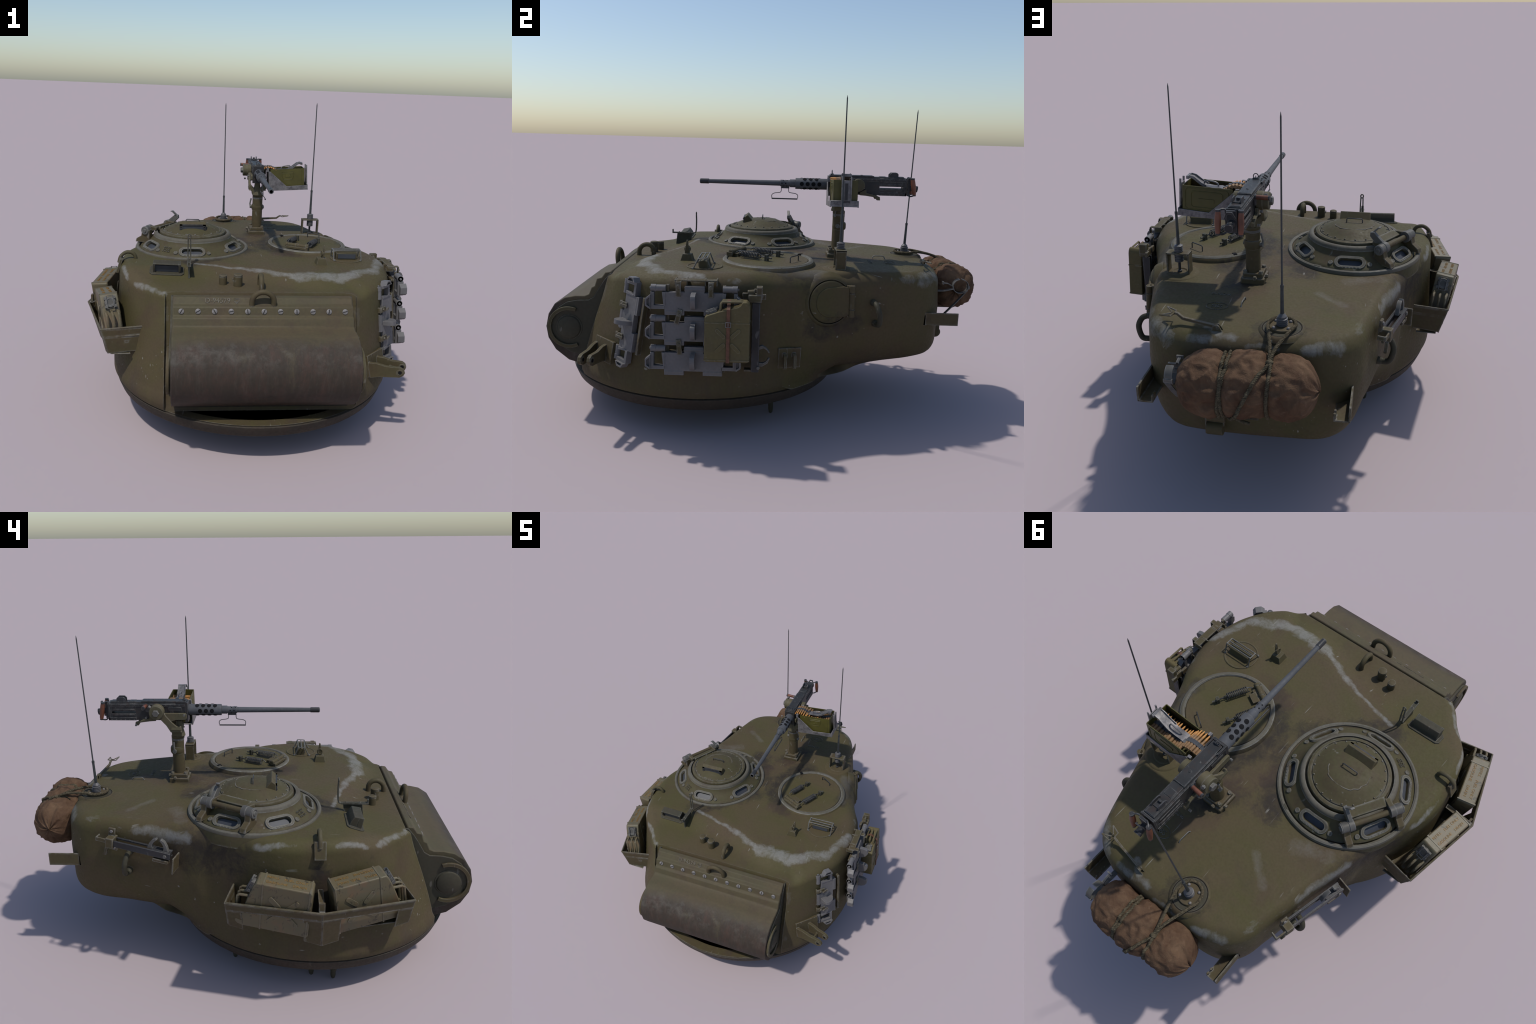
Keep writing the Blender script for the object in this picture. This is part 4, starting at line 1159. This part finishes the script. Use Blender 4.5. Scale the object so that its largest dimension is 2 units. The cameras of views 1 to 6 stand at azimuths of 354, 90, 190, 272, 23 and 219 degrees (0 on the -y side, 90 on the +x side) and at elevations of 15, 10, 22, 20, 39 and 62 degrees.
# ---------------------------------------------------------------- track links on the right flank
def track_link():
    """one spare link: local x along its length, y up its pitch, z outwards"""
    g = Geo()
    ys = lambda z: z - .619            # template heights measured from the middle of the link
    xs = lambda y: y + .289
    body = [(-.405, .652), (-.325, .652), (-.325, .677), (-.249, .677), (-.249, .651), (-.173, .651), (-.172, .614), (-.175, .585), (-.173, .560), (-.250, .560),
            (-.250, .577), (-.327, .577), (-.327, .560), (-.405, .560), (-.406, .585), (-.408, .614)]
    g.prism([(xs(a), ys(b)) for a, b in body], -.024, 0)
    # knuckle along the upper edge
    g.cyl((xs(-.327), ys(.664), -.012), (xs(-.247), ys(.664), -.012), .0135, n=16)
    for y0_, y1_ in ((-.404, -.328), (-.249, -.174)):
        g.cyl((xs(y0_), ys(.573), -.012), (xs(y1_), ys(.573), -.012), .0132, n=16)
    for s_ in (-1, 1):
        ex = lambda v: s_ * (v + .289) * -1 if s_ > 0 else (v + .289)
        P = lambda pts: [((-(a + .289)) if s_ > 0 else (a + .289), ys(b)) for a, b in pts]
        # end frame with window
        g.prism(P([(-.461, .652), (-.447, .652), (-.448, .598), (-.406, .598), (-.405, .584), (-.461, .584)]), -.024, .004)
        g.prism(P([(-.416, .652), (-.403, .652), (-.403, .598), (-.409, .598)]), -.024, .003)
        x0, x1 = P([(-.461, 0)])[0][0], P([(-.402, 0)])[0][0]
        g.cyl((x0, ys(.666), -.012), (x1, ys(.666), -.012), .0135, n=18)
        xm = P([(-.440, 0)])[0][0]
        g.cyl((x0, ys(.666), -.012), (xm, ys(.666), -.012), .0150, n=18)
        xo = P([(-.466, 0)])[0][0]
        g.cyl((xo, ys(.666), -.012), (x0, ys(.666), -.012), .0055, n=10)
        # outer guide tab, hollowed
        tab = P([(-.460, .643), (-.480, .627), (-.480, .598), (-.461, .585)])
        inn = P([(-.462, .634), (-.474, .624), (-.474, .602), (-.462, .594)])
        n = 4
        vs = [(a, b, -.016) for a, b in tab] + [(a, b, .016) for a, b in tab] + [(a, b, .016) for a, b in inn] + [(a, b, .004) for a, b in inn]
        fs = [(0, 1, 2, 3)] + [(i, (i + 1) % 4, 4 + (i + 1) % 4, 4 + i) for i in range(4)] + [(4 + i, 4 + (i + 1) % 4, 8 + (i + 1) % 4, 8 + i) for i in range(4)] + \
             [(8 + i, 8 + (i + 1) % 4, 12 + (i + 1) % 4, 12 + i) for i in range(4)] + [(12, 13, 14, 15)]
        g.add(vs, fs)
    # centre guide horn
    horn = [(.036, 0), (.034, .028), (.026, .046), (.014, .052), (.0, .050), (-.020, .038), (-.032, .018), (-.034, 0)]
    g.prism(horn, -.0095, .0095, frame((0, .0, 0), (0, 1, 0), (0, 0, 1)))
    return g
link_me = None
tilt = math.radians(-2.9)
for k in range(3):
    zc = .619 - k * .1225
    F = Matrix.Translation((.7035 + k * .0062, -.289, zc)) @ frame((0, 0, 0), (0, 1, 0), (math.sin(-tilt) * -1, 0, 1))
    if link_me is None:
        ob = make(track_link(), "track_link", M_GREY, root, 35, .0018, 2, F); link_me = ob.data
    else:
        place(link_me, "track_link", root, .0018, 2, F)
# vertical link further forward
vn = V((.72, -.69, -.10)).normalized()
ax_ = V((.030, -.052, -.38)).normalized()
vc = V((.593, -.573, .497)) + vn * .010
F = frame(vc, ax_, vn.cross(ax_))
if (F.to_3x3() @ V((0, 1, 0))).dot(V((-.69, -.72, 0))) < 0:
    F = frame(vc, -ax_, vn.cross(-ax_))
place(link_me, "track_link", root, .0018, 2, F)
VF = F

# track holders
g = Geo()
g.box((.672, -.284, .697), (.035, .170, .006))
for y_ in (-.366, -.320, -.247, -.201):
    g.box((.662, y_, .688), (.040, .005, .026))
for y_ in (-.395, -.170):
    g.box((.684, y_, .50), (.012, .012, .36))
for z_ in (.64, .52, .40, .33):
    g.box((.672, -.283, z_), (.016, .23, .012))
make(g, "track_rack", M_EDGE, root, 30, .001, 1)
def clip(c, rot, h=.058, out=.0):
    g = Geo()
    F = Matrix.Translation(c) @ frame((0, 0, 0), (0, 1, 0), (-.05, 0, 1)) @ Matrix.Rotation(rot, 4, "Z")
    g.box((0, -h / 2 + .012, .002), (.020, h, .004), F)
    g.box((0, .013, -.018), (.022, .004, .040), F)
    g.hexnut(F @ V((0, -.004, .004)), F.to_3x3() @ V((0, 0, 1)), .0068, .005)
    make(g, "track_clip", M_EDGE, root, 30, .0008, 1)
clip((.708, -.350, .683), 0); clip((.708, -.222, .681), 0)
clip((.711, -.346, .570), -.25); clip((.717, -.347, .448), .10)
g = Geo()
for t in ((VF.inverted() @ V((.579, -.621, .566))).x, (VF.inverted() @ V((.604, -.626, .433))).x):
    g.box((t, .034, .004), (.024, .044, .006), VF)
    g.box((t, .060, -.012), (.024, .008, .034), VF)
    g.box((t, .020, .012), (.010, .036, .006), VF @ Matrix.Rotation(.25, 4, "X"))
    g.hexnut(VF @ V((t, .040, .007)), VF.to_3x3() @ V((0, 0, 1)), .0065, .006)
g.box((.0, -.082, -.018), (.24, .012, .022), VF)
g.box((.0, .066, -.024), (.26, .012, .018), VF)
make(g, "link_clamp", M_EDGE, root, 30, .001, 1)

# ---------------------------------------------------------------- jerrycans
def jerrycan(body_mat, extra=False):
    """local x: width (handle side +), y: height, z: thickness; origin at the bottom spout corner, 0.18 x 0.25 x 0.066"""
    W, H, T = .180, .248, .066
    g = Geo()
    out = [(.006, 0), (.174, 0), (.180, .006), (.180, .222), (.176, .236), (.166, .246), (.150, .246), (.142, .232), (.132, .226), (.058, .206), (.012, .190), (.0, .182), (0, .006)]
    g.prism(out, -T / 2, T / 2)
    me_parts = []
    b = g
    ob_parts = {"body": b}
    s = Geo()
    # welded seam bands and pressed cross
    for y_ in (.008, .160):
        for z_ in (-T / 2, T / 2):
            s.box((.09, y_, z_), (.181, .0045, .0030))
        for x_ in (0, .18):
            s.box((x_, y_, 0), (.003, .0045, T))
    for z_ in (-1, 1):
        for a in (-.775, .775):
            F = Matrix.Translation((.094, .088, z_ * T / 2)) @ Matrix.Rotation(a, 4, "Z")
            for e in (-1, 1):
                s.prism(stadium(.026, .0080, 6), -.0030, .0030, F @ Matrix.Translation((e * .042, 0, 0)))
    # three-bar handle
    for z_ in (-.022, 0, .022):
        s.tube([(.062, .205, z_), (.064, .236, z_), (.070, .243, z_), (.140, .2445, z_), (.152, .243, z_)], .0048, 8)
    # cap
    c = Geo()
    F = frame((.030, .196, 0), (1, .34, 0), (0, 0, -1))
    c.lathe([(.021, -.002), (.021, .006), (.019, .010), (.013, .0105), (.0125, .008), (0, .008)], F, 22)
    for k in range(4):
        a = PI / 4 + k * PI / 2
        c.box((.0225 * math.cos(a), .0225 * math.sin(a), .007), (.010, .010, .010), F @ Matrix.Translation((.0225 * math.cos(a), .0225 * math.sin(a), 0)) @ Matrix.Rotation(a, 4, "Z") @ Matrix.Translation((-.0225 * math.cos(a), -.0225 * math.sin(a), 0)) if False else F)
    c.tube([F @ V((-.024, -.012, .012)), F @ V((.024, -.012, .014)), F @ V((.024, .012, .014)), F @ V((-.024, .012, .012))], .0024, 6, True)
    return b, s, c
CANS = jerrycan(M_CAN)
can_meshes = {}
def put_can(Fm, mat, name="fuel_can", writing=False):
    e = bpy.data.objects.new(name, None)
    key = mat.name
    if key not in can_meshes:
        o1 = make(CANS[0], name, mat, root, 30, .012, 4, Fm)
        o2 = make(CANS[1], "can_ribs_and_handle", mat, o1, 40, 0)
        o3 = make(CANS[2], "can_cap", M_IRON, o1, 40, 0)
        can_meshes[key] = (o1.data, o2.data, o3.data)
    else:
        d = can_meshes[key]
        o1 = place(d[0], name, root, .012, 4, Fm); place(d[1], "can_ribs_and_handle", o1); place(d[2], "can_cap", o1)
    bpy.data.objects.remove(e)
    if writing:      # rows of stencil along the narrow spout-side face
        random.seed(11)
        rows = [("GASOLINE", -.014, .120), ("FUEL ONLY", .010, .060), ("REFILL", .012, .135), ("DRAIN", -.013, .045)]
        for s, t, h in rows:
            TF = frame((-.0006, h, t), (0, 1, 0), (0, 0, 1))
            if (TF.to_3x3() @ V((0, 0, 1))).x > 0:
                TF = frame((-.0006, h, t), (0, -1, 0), (0, 0, 1))
            text(s, .015, TF, "can_stencil", M_ORANGE, o1, .0004)
    return o1
random.seed(7)
# upright can on the right flank
put_can(frame((.748, -.2400, .3940), (0, 1, 0), (-.055, 0, 1)) @ Matrix.Scale(.975, 4), M_CANG)
g = Geo()
sx_ = .7818
g.strap([(.70, -.147, .393), (.745, -.147, .390), (.7835, -.147, .396), (sx_ + .000, -.147, .46), (sx_ - .005, -.147, .55), (sx_ - .008, -.147, .606), (.735, -.147, .636), (.70, -.147, .62)], (0, 1, 0), .0135, .003)
strap = make(g, "leather_strap", M_LEATHER, root, 40)
g = Geo(); F = frame((sx_ - .001, -.147, .548), (0, 1, 0), (-.05, 0, 1))
g.tube([F @ V(p) for p in ((-.010, -.009, 0), (.010, -.009, 0), (.010, .009, 0), (-.010, .009, 0))], .0018, 6, True)
g.tube([F @ V((0, -.009, .002)), F @ V((0, .006, .002))], .0014, 6)
make(g, "strap_buckle", M_SCREW, strap, 40)

# post with claws behind the can
g = Geo()
g.box((.678, -.043, .468), (.012, .030, .290)); g.box((.664, -.031, .468), (.030, .007, .290)); g.box((.664, -.056, .468), (.030, .007, .290))
post = make(g, "tool_post", M_BLACK, root, 30, .0012, 1)
g = Geo()
g.box((.674, -.048, .632), (.040, .052, .030)); g.box((.674, -.031, .655), (.036, .024, .046)); g.box((.655, -.020, .632), (.012, .030, .022)); g.box((.655, -.085, .634), (.012, .030, .026))
g.cyl((.672, -.078, .653), (.672, -.050, .656), .0095, n=14); g.cyl((.672, -.050, .656), (.672, -.046, .668), .006, n=10)
g.box((.655, -.058, .324), (.030, .060, .008)); g.box((.645, -.05, .345), (.020, .022, .05))
make(g, "post_head", M_EDGE, post, 35, .0015, 1)
g = Geo()
g.hexnut((.684, -.030, .343), (1, 0, 0), .0075, .006)
for z0_, s_ in ((.430, 1), (.345, -1)):
    cl = [(-.024, .0), (-.012, .0 + s_ * .004), (.004, -.004 * s_), (.016, -.018 * s_), (.020, -.026 * s_), (.016, -.028 * s_), (.006, -.014 * s_), (-.006, -.008 * s_), (-.024, -.014 * s_)] if s_ > 0 else \
         [(-.024, 0), (-.010, 0), (.012, .014), (.020, .034), (.014, .036), (.004, .020), (-.008, .014), (-.024, .016)]
    g.prism(cl, -.008, .008, frame((.666, -.004, z0_), (0, 1, 0), (0, 0, 1)))
make(g, "post_claw", M_IRON, post, 35, .001, 1)

# lug plate, front towing bracket
F = wallframe(.098, .345, 1)
g = Geo()
g.box((0, 0, .003), (.100, .092, .012), F)
for x_ in (-.024, .018):
    g.prism([(.022, .0), (.026, .012), (.018, .024), (-.004, .030), (-.030, .034), (-.040, .028), (-.036, .018), (-.012, .018), (.004, .010), (.006, 0)], x_ - .0065, x_ + .0065, F @ frame((0, 0, .006), (0, 1, 0), (0, 0, 1)))
make(g, "lug_plate", M_EDGE, root, 30, .0018)
pTL, pTR, pBR = V((.473, -.735, .394)), V((.566, -.640, .392)), V((.577, -.655, .299))
PFm = frame((pTL + pBR) / 2, pTR - pTL, pTL - V((.484, -.750, .300)))
g = Geo()
g.box((0, 0, 0), (.136, .096, .016), PFm)
for a, b in (((.482, -.741, .332), (.642, -.773, .332)), ((.535, -.688, .338), (.662, -.728, .336))):
    a, b = V(a), V(b)
    d = V((b.x - a.x, b.y - a.y, 0)); Ld = d.length
    F = frame(a, d, (0, 0, 1))
    arm = [(0, .036), (Ld * .25, .034), (Ld * .5, .024), (Ld * .86, .023), (Ld * .96, .014), (Ld, 0), (Ld * .96, -.014), (Ld * .86, -.024), (Ld * .3, -.028), (0, -.038)]
    g.prism(arm, -.008, .008, F)
    F2 = F @ Matrix.Translation((Ld * .86, 0, .008))
    g.mat(0).lathe([(.014, -.002), (.014, .002), (.0085, .002), (.0085, -.004)], F2, 18)
    F3 = F @ Matrix.Translation((Ld * .86, 0, -.008)) @ Matrix.Rotation(PI, 4, "X")
    g.lathe([(.014, -.002), (.014, .002), (.0085, .002), (.0085, -.004)], F3, 18)
    g.mat(1).lathe([(.0085, -.010), (.0085, .0024 - .0145), (0, .0024 - .0145)], F2, 18)
    g.lathe([(.0080, 0), (.0080, .0026), (0, .0026)], F2, 18); g.lathe([(.0080, 0), (.0080, .0026), (0, .0026)], F3, 18)  # dark discs stand in for the eyes of the arms
    g.mat(0)
g.cyl((.585, -.752, .335), (.597, -.700, .335), .006, n=10)
make(g, "tow_bracket", [M_OLIVE, M_STANDIN], root, 30, .0015, 1)

# pistol port
F = wallframe(.262, .585, 1)
xin = F.to_3x3() @ V((1, 0, 0))
fx = 1 if xin.y > 0 else -1          # local +x should run to the rear
F = F @ Matrix.Rotation(0 if fx > 0 else PI, 4, "Y") if fx > 0 else F @ Matrix.Diagonal((-1, 1, 1, 1))
g = Geo()
g.lathe([(.125, -.035), (.112, -.006), (.104, .003), (.096, .006), (.0945, -.004), (.091, -.004), (.090, .010), (.080, .016), (.066, .0165), (.064, .012), (0, .012)], F, 64)
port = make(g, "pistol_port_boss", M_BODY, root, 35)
g = Geo()
door = arc((0, 0), .066, 90, 270, 18) + [(.060, -.066), (.084, -.060), (.084, .060), (.060, .066)]
g.prism(door, .006, .022, F)
make(g, "pistol_port_door", M_BODY, port, 30, .005, 3)
g = Geo()
for y0_, y1_ in ((-.068, -.036), (-.034, .034), (.036, .068)):
    g.cyl(F @ V((.096, y0_, .016)), F @ V((.096, y1_, .016)), .0135, n=18)
    g.box((.090, (y0_ + y1_) / 2, .004), (.026, y1_ - y0_, .022), F)
make(g, "port_hinge", M_OLIVE, port, 35, .001, 1)

# grab loops both sides of the bustle
for s_, yc, zt, zb in ((1, .458, .572, .478), (-1, .470, .570, .474)):
    q1, q2 = wall(yc, zt, s_)[0], wall(yc + .012, zb, s_)[0]
    n_ = wall(yc, .53, s_)[1]
    d = V((n_.x, n_.y, 0)).normalized()
    pts = [q1 - d * .01, q1 + d * .020, q1 + d * .042 + V((0, 0, -.010)), (q1 + q2) / 2 + d * .056 + V((0, 0, .006)), q2 + d * .046 + V((0, 0, .010)), q2 + d * .022, q2 - d * .01]
    g = Geo(); g.tube(smooth_curve(pts, 6), .0115, 12)
    for q_ in (q1, q2):
        g.tube([q_ - d * .01, q_ + d * .012, q_ + d * .016], [.0165, .015, .012], 12)
    make(g, "grab_loop", M_DARKO, root, 50)

# ---------------------------------------------------------------- rear brackets, clamp, winch
for s_, x0 in ((1, .368), (-1, -.352)):
    g = Geo()
    yr = hit((x0, 2, .48), (0, -1, 0))[0].y - .03
    pts = [(x0, .454), (x0, .509)]
    g.box((x0, (yr + .857) / 2, .4815), (.006, .857 - yr, .057))
    g.box((x0 - s_ * .026, (yr + .857) / 2, .4555), (.052, .857 - yr, .006))
    g.prism([(yr, .5), (yr + .03, .5), (yr + .03, .452), (yr, .452)], x0 - .003, x0 + .003, YZ)
    for y_ in (.848, .828):
        g.tube([(x0 - s_ * .049, y_ - .004, .457), (x0 - s_ * .049, y_ - .004, .476), (x0 - s_ * .049, y_ + .004, .479), (x0 - s_ * .049, y_ + .006, .457)], .0030, 6)
        g.box((x0 - s_ * .049, y_, .466), (.008, .006, .024))
    make(g, "stowage_bracket", M_EDGE, root, 30, .0012, 1)
g = Geo()
def cring(a): return (.225, .897 + .036 * math.cos(math.radians(a)), .605 + .033 * math.sin(math.radians(a)))
g.strap([cring(a) for a in np.linspace(100, 440, 28)], (1, 0, 0), .026, .003)
g.strap([(.229, .830, .470), (.229, .875, .52), (.229, .930, .588)], (1, 0, 0), .020, .003)
yb = hit((.229, 2, .58), (0, -1, 0))[0].y
g.strap([(.225, yb - .01, .580), (.225, yb + .03, .581), (.225, .868, .592)], (1, 0, 0), .022, .004)
g.strap([(.222, .868, .60), (.222, .84, .615), (.222, .818, .617)], (1, 0, 0), .010, .004)
g.box((.222, .816, .618), (.024, .006, .012)); g.box((.225, .934, .600), (.030, .008, .012))
make(g, "tool_clamp", M_IRON, root, 35)
yb = hit((.105, 2, .36), (0, -1, 0))[0].y
g = Geo()
g.cyl((.080, yb + .018, .352), (.138, yb + .018, .352), .025, n=20)
g.box((.139, yb + .012, .378), (.004, .048, .085)); g.box((.108, yb + .005, .385), (.062, .03, .05))
g.cyl((.072, yb + .018, .395), (.140, yb + .018, .395), .017, n=16)
make(g, "cable_roller", M_OLIVE, root, 35, .002)
yb2 = hit((.17, 2, .46), (0, -1, 0))[0].y
g = Geo()
g.box((.0, yb2 + .045, .468), (.12, .11, .02))
make(g, "bag_shelf", M_DARKO, root, 35, .002)

# ---------------------------------------------------------------- rolled canvas bag and ropes
BC = V((-.020, .880, .577))
def bag_surface(u, ph, extra=0.):
    """u in [-1,1] along the roll (x), ph round it"""
    x = BC.x + u * .231
    e = max(0., 1 - abs(u) ** 5.5) ** .5
    tie = 1 - .15 * math.exp(-((x - .050) / .022) ** 2) - .15 * math.exp(-((x + .094) / .022) ** 2)
    ca, sa = math.cos(ph), math.sin(ph)
    sup = (abs(ca) ** 2.15 + abs(sa) ** 2.15) ** (-1 / 2.15)
    p = V((x * 9, ca * 1.6, sa * 1.6))
    wr = mnoise.fractal(p * 1.0, 1.0, 2.0, 4) * .075
    fold = (abs(mnoise.noise(V((x * 22, ca * 2.9 + 5, sa * 2.9)))) ** .8) * -.15 + .045
    near = math.exp(-((x - .050) / .05) ** 2) + math.exp(-((x + .094) / .05) ** 2) + (.9 if abs(u) > .8 else 0)
    pleat = math.sin(ph * 11 + 3 * mnoise.noise(V((x * 8, 1, 1)))) * .034 * min(1, near)
    k = e * tie * sup * (1 + wr + fold + pleat)
    ry, rzz = .104, .106
    bend = .010 * math.sin(u * 3)
    return V((x + (1 - e) * .012 * mnoise.noise(V((ca * 3, sa * 3, u * 4))), BC.y + bend + (ry * k + extra) * ca, BC.z + (rzz * k + extra) * sa))
g = Geo()
NU, NP = 150, 110
us = [math.sin(t) for t in np.linspace(-PI / 2, PI / 2, NU)]
vs = [bag_surface(u, 2 * PI * j / NP) for u in us for j in range(NP)]
fs = [(i * NP + j, i * NP + (j + 1) % NP, (i + 1) * NP + (j + 1) % NP, (i + 1) * NP + j) for i in range(NU - 1) for j in range(NP)]
fs += [tuple(range(NP))[::-1], tuple((NU - 1) * NP + j for j in range(NP))]
g.add(vs, fs)
make(g, "canvas_bag", M_BAG, root, 60)

def rope(pts, name="rope", r=.0066):
    """two twisted strands so that the lay of the rope shows"""
    pts = [V(p) for p in pts]
    d = [0.]
    for a, b in zip(pts, pts[1:]): d.append(d[-1] + (b - a).length)
    n = max(8, int(d[-1] / .0022))
    Q = [V([float(np.interp(t, d, [p[k] for p in pts])) for k in range(3)]) for t in np.linspace(0, d[-1], n)]
    g = Geo()
    g.tube(Q, r * .8, 8)
    for s_ in range(3):
        st = []
        for i, q_ in enumerate(Q):
            t = (Q[min(i + 1, n - 1)] - Q[max(i - 1, 0)]).normalized()
            a = t.cross(V((.31, .52, .79))).normalized(); b = t.cross(a)
            w_ = 2 * PI * (i * d[-1] / n / .020 + s_ / 3)
            st.append(q_ + (a * math.cos(w_) + b * math.sin(w_)) * r * .55)
        g.tube(st, r * .50, 5)
    return make(g, name, M_ROPE, root, 60)
def around(x_of, a0, a1, n=60, lift=.004):
    out = []
    for i in range(n + 1):
        ph = math.radians(a0 + (a1 - a0) * i / n)
        x = x_of(i / n)
        out.append(bag_surface((x - BC.x) / .231, ph, lift))
    return out
rope(around(lambda t: .046 + .010 * math.sin(t * 9) , -100, 250, 80))
rope(around(lambda t: .056 - .028 * max(0, .55 - abs(t - .15)) , -80, 200, 70))
rope(around(lambda t: -.098 + .004 * math.sin(t * 7), -95, 120, 70))
# diagonal turn across the front, from low left up to the knot
rope(around(lambda t: .030 - .125 * t, -62, 75, 50))
knot = bag_surface((-.096 - BC.x) / .231, math.radians(80), .006)
wz = az + .016
loop = [knot, knot.lerp(V((-.072, .752, wz + .012)), .5) + V((0, 0, .004)), V((-.066, .748, wz + .004)), V((-.056, .70, wz)), V((-.068, .658, wz)), V((-.103, .642, wz)), V((-.138, .658, wz)), V((-.150, .695, wz)),
        V((-.138, .740, wz + .002)), knot.lerp(V((-.12, .757, wz + .008)), .45) + V((0, 0, .004)), knot + V((.003, 0, .003))]
rope([V(p) for p in smooth_curve(loop, 8)])
g = Geo()
g.ball(knot + V((0, 0, .003)), .011, 8, (1.2, 1, .8))
b_ = bag_surface((0 - BC.x) / .231, math.radians(-92), .004)
g.tube([b_ + V((.01, .03, 0)), b_ + V((-.01, .035, -.004)), b_ + V((-.035, .04, -.006))], .006, 8)
make(g, "rope_knot", M_ROPE, root, 60)

# ---------------------------------------------------------------- tripod clamp rail on the left of the bustle
qa, na = wall(.535, .62, -1); qb, nb = wall(.275, .59, -1)
out = V((na.x + nb.x, na.y + nb.y, 0)).normalized()
A, B = qa + out * .050, qb + out * .046
d = (B - A); Ld = d.length
F = frame(A, d, (0, 0, 1))           # local x forward, y up, z sideways
if (F.to_3x3() @ V((0, 0, 1))).dot(out) < 0: F = F @ Matrix.Diagonal((1, 1, -1, 1))
g = Geo()
g.box((Ld / 2, 0, 0), (Ld, .028, .008), F); g.box((Ld / 2, .012, -.030), (Ld * .98, .008, .010), F); g.box((Ld / 2, -.010, -.030), (Ld * .98, .008, .010), F)
g.box((Ld - .010, 0, -.015), (.012, .026, .034), F); g.box((Ld * .82, .004, -.016), (.07, .024, .03), F)
rail = make(g, "clamp_rail", M_BLACK, root, 30, .0012, 1)
g = Geo()
g.hexnut(F @ V((Ld - .022, -.002, .004)), F.to_3x3() @ V((0, 0, 1)), .0085, .005)
for x_, s_ in ((Ld * .66, 1), (Ld * .90, -1)):
    cl = [(-.014, .0), (.010, .0), (.006, .016), (.014, .032), (.026, .044), (.022, .050), (.006, .042), (-.006, .024)]
    g.prism([(a * s_, b) for a, b in cl], -.008, .008, F @ Matrix.Translation((x_, .014, -.015)))
make(g, "rail_claw", M_IRON, rail, 35, .0012, 1)
g = Geo()
g.box((Ld + .020, -.030, -.012), (.006, .072, .066), F)
g.box((-.0, .0, -.014), (.034, .044, .048), F); g.box((-.006, .034, -.030), (.030, .040, .010), F)
g.box((-.040, .006, .002), (.05, .018, .006), F); g.box((-.062, .006, -.012), (.006, .018, .030), F)
g.prism([(-.02, -.022), (-.026, -.052), (-.034, -.060), (-.014, -.060), (-.006, -.022)], -.008, .004, F)
g.box((Ld * .85, -.028, -.004), (.07, .014, .020), F); g.box((Ld * .05, -.028, -.022), (.024, .024, .012), F)
make(g, "rail_end_bracket", M_EDGE, rail, 30, .0015, 1)
g = Geo()
g.hexnut(F @ V((-.006, .040, -.025)), F.to_3x3() @ V((0, 0, 1)), .0075, .005); g.hexnut(F @ V((.014, -.028, -.016)), F.to_3x3() @ V((0, 0, 1)), .006, .005)
make(g, "rail_bolt", M_SCREW, rail, 35)

# ---------------------------------------------------------------- can rack on the left flank
rA, rB, rC, rD, rE = V((-.470, -.636, .495)), V((-.678, -.680, .493)), V((-.786, -.318, .494)), V((-.713, .053, .492)), V((-.545, .022, .491))
bA, bB, bC, bD, bE = V((-.500, -.645, .387)), V((-.651, -.667, .379)), V((-.732, -.322, .319)), V((-.683, .044, .376)), V((-.555, .022, .385))
def quad_slab(g, p, t):
    """thin plate from four corners, thickness t"""
    p = [V(q) for q in p]
    n = (p[1] - p[0]).cross(p[3] - p[0]).normalized() * t / 2
    g.add([q - n for q in p] + [q + n for q in p], [(3, 2, 1, 0), (4, 5, 6, 7)] + [(i, (i + 1) % 4, 4 + (i + 1) % 4, 4 + i) for i in range(4)])
def down(top, bot, z):
    t = (top.z - z) / (top.z - bot.z); return top.lerp(bot, t)
g = Geo()
top = [rA, rB, rC, rD, rE]; bot = [bA, bB, bC, bD, bE]
for i in range(4):
    a, b, c, d_ = top[i], top[i + 1], bot[i + 1], bot[i]
    zl = .458 if i in (1, 2) else .38
    quad_slab(g, (a, b, down(b, c, zl if zl > c.z else c.z + .0), down(a, d_, zl if zl > d_.z else d_.z)), .005)
# flanged lip, crease line and lower corner panels
g.tube([p + V((0, 0, .001)) for p in top], .0052, 6)
g.tube([down(t_, b_, .457) for t_, b_ in zip(top, bot)], .0036, 6)
lowB, lowC, lowD = down(rB, bB, .458), down(rC, bC, .458), down(rD, bD, .458)
dirB, dirD = (lowB - lowC).normalized(), (lowD - lowC).normalized()
for dd in (dirB, dirD):
    quad_slab(g, (lowC, lowC + dd * .075, bC + dd * .070 + V((0, 0, .012)), bC), .004)
quad_slab(g, (lowB, lowB - dirB * .062, bB - dirB * .060 + V((0, 0, -.012)), bB), .004)
quad_slab(g, (lowD, lowD - dirD * .062, bD - dirD * .062 + V((0, 0, -.012)), bD), .004)
# bottom rails and centre strut
for a, b in ((bB, bC), (bC, bD)):
    a2, b2 = a + V((.012, 0, -.004)), b + V((.02, 0, .05))
    q0, q1 = V((a.x + .01, a.y, .378)), V((b.x + .01, b.y, .372))
    quad_slab(g, (q0, q1, q1 + V((.085, 0, 0)), q0 + V((.085, 0, 0))), .004)
cw = V((wx(-.318, .50, -1) - .005, -.318, .52))
quad_slab(g, (rC + V((.004, -.010, .0)), rC + V((.004, .012, .0)), cw + V((0, .012, 0)), cw + V((0, -.010, 0))), .004)
g.box((-.768, -.316, .512), (.010, .024, .040))
make(g, "can_rack", M_EDGE, root, 30, .0008, 1)

# two cans lying on their sides, spout side up
for P0, P1, tin in ((V((-.712, -.346, .578)), V((-.656, -.567, .614)), V((.085, .018, 0))), (V((-.740, -.288, .580)), V((-.701, -.076, .602)), V((.077, -.022, 0)))):
    u = (P1 - P0).normalized()                       # up the can = along the rack
    xw = u.cross(tin).normalized()
    xw = xw if xw.z < 0 else -xw
    xw = (xw + tin.normalized() * .10).normalized()
    Fm = frame(P0, xw, u) @ Matrix.Scale(1.18, 4)
    put_can(Fm, M_CAN, writing=True)
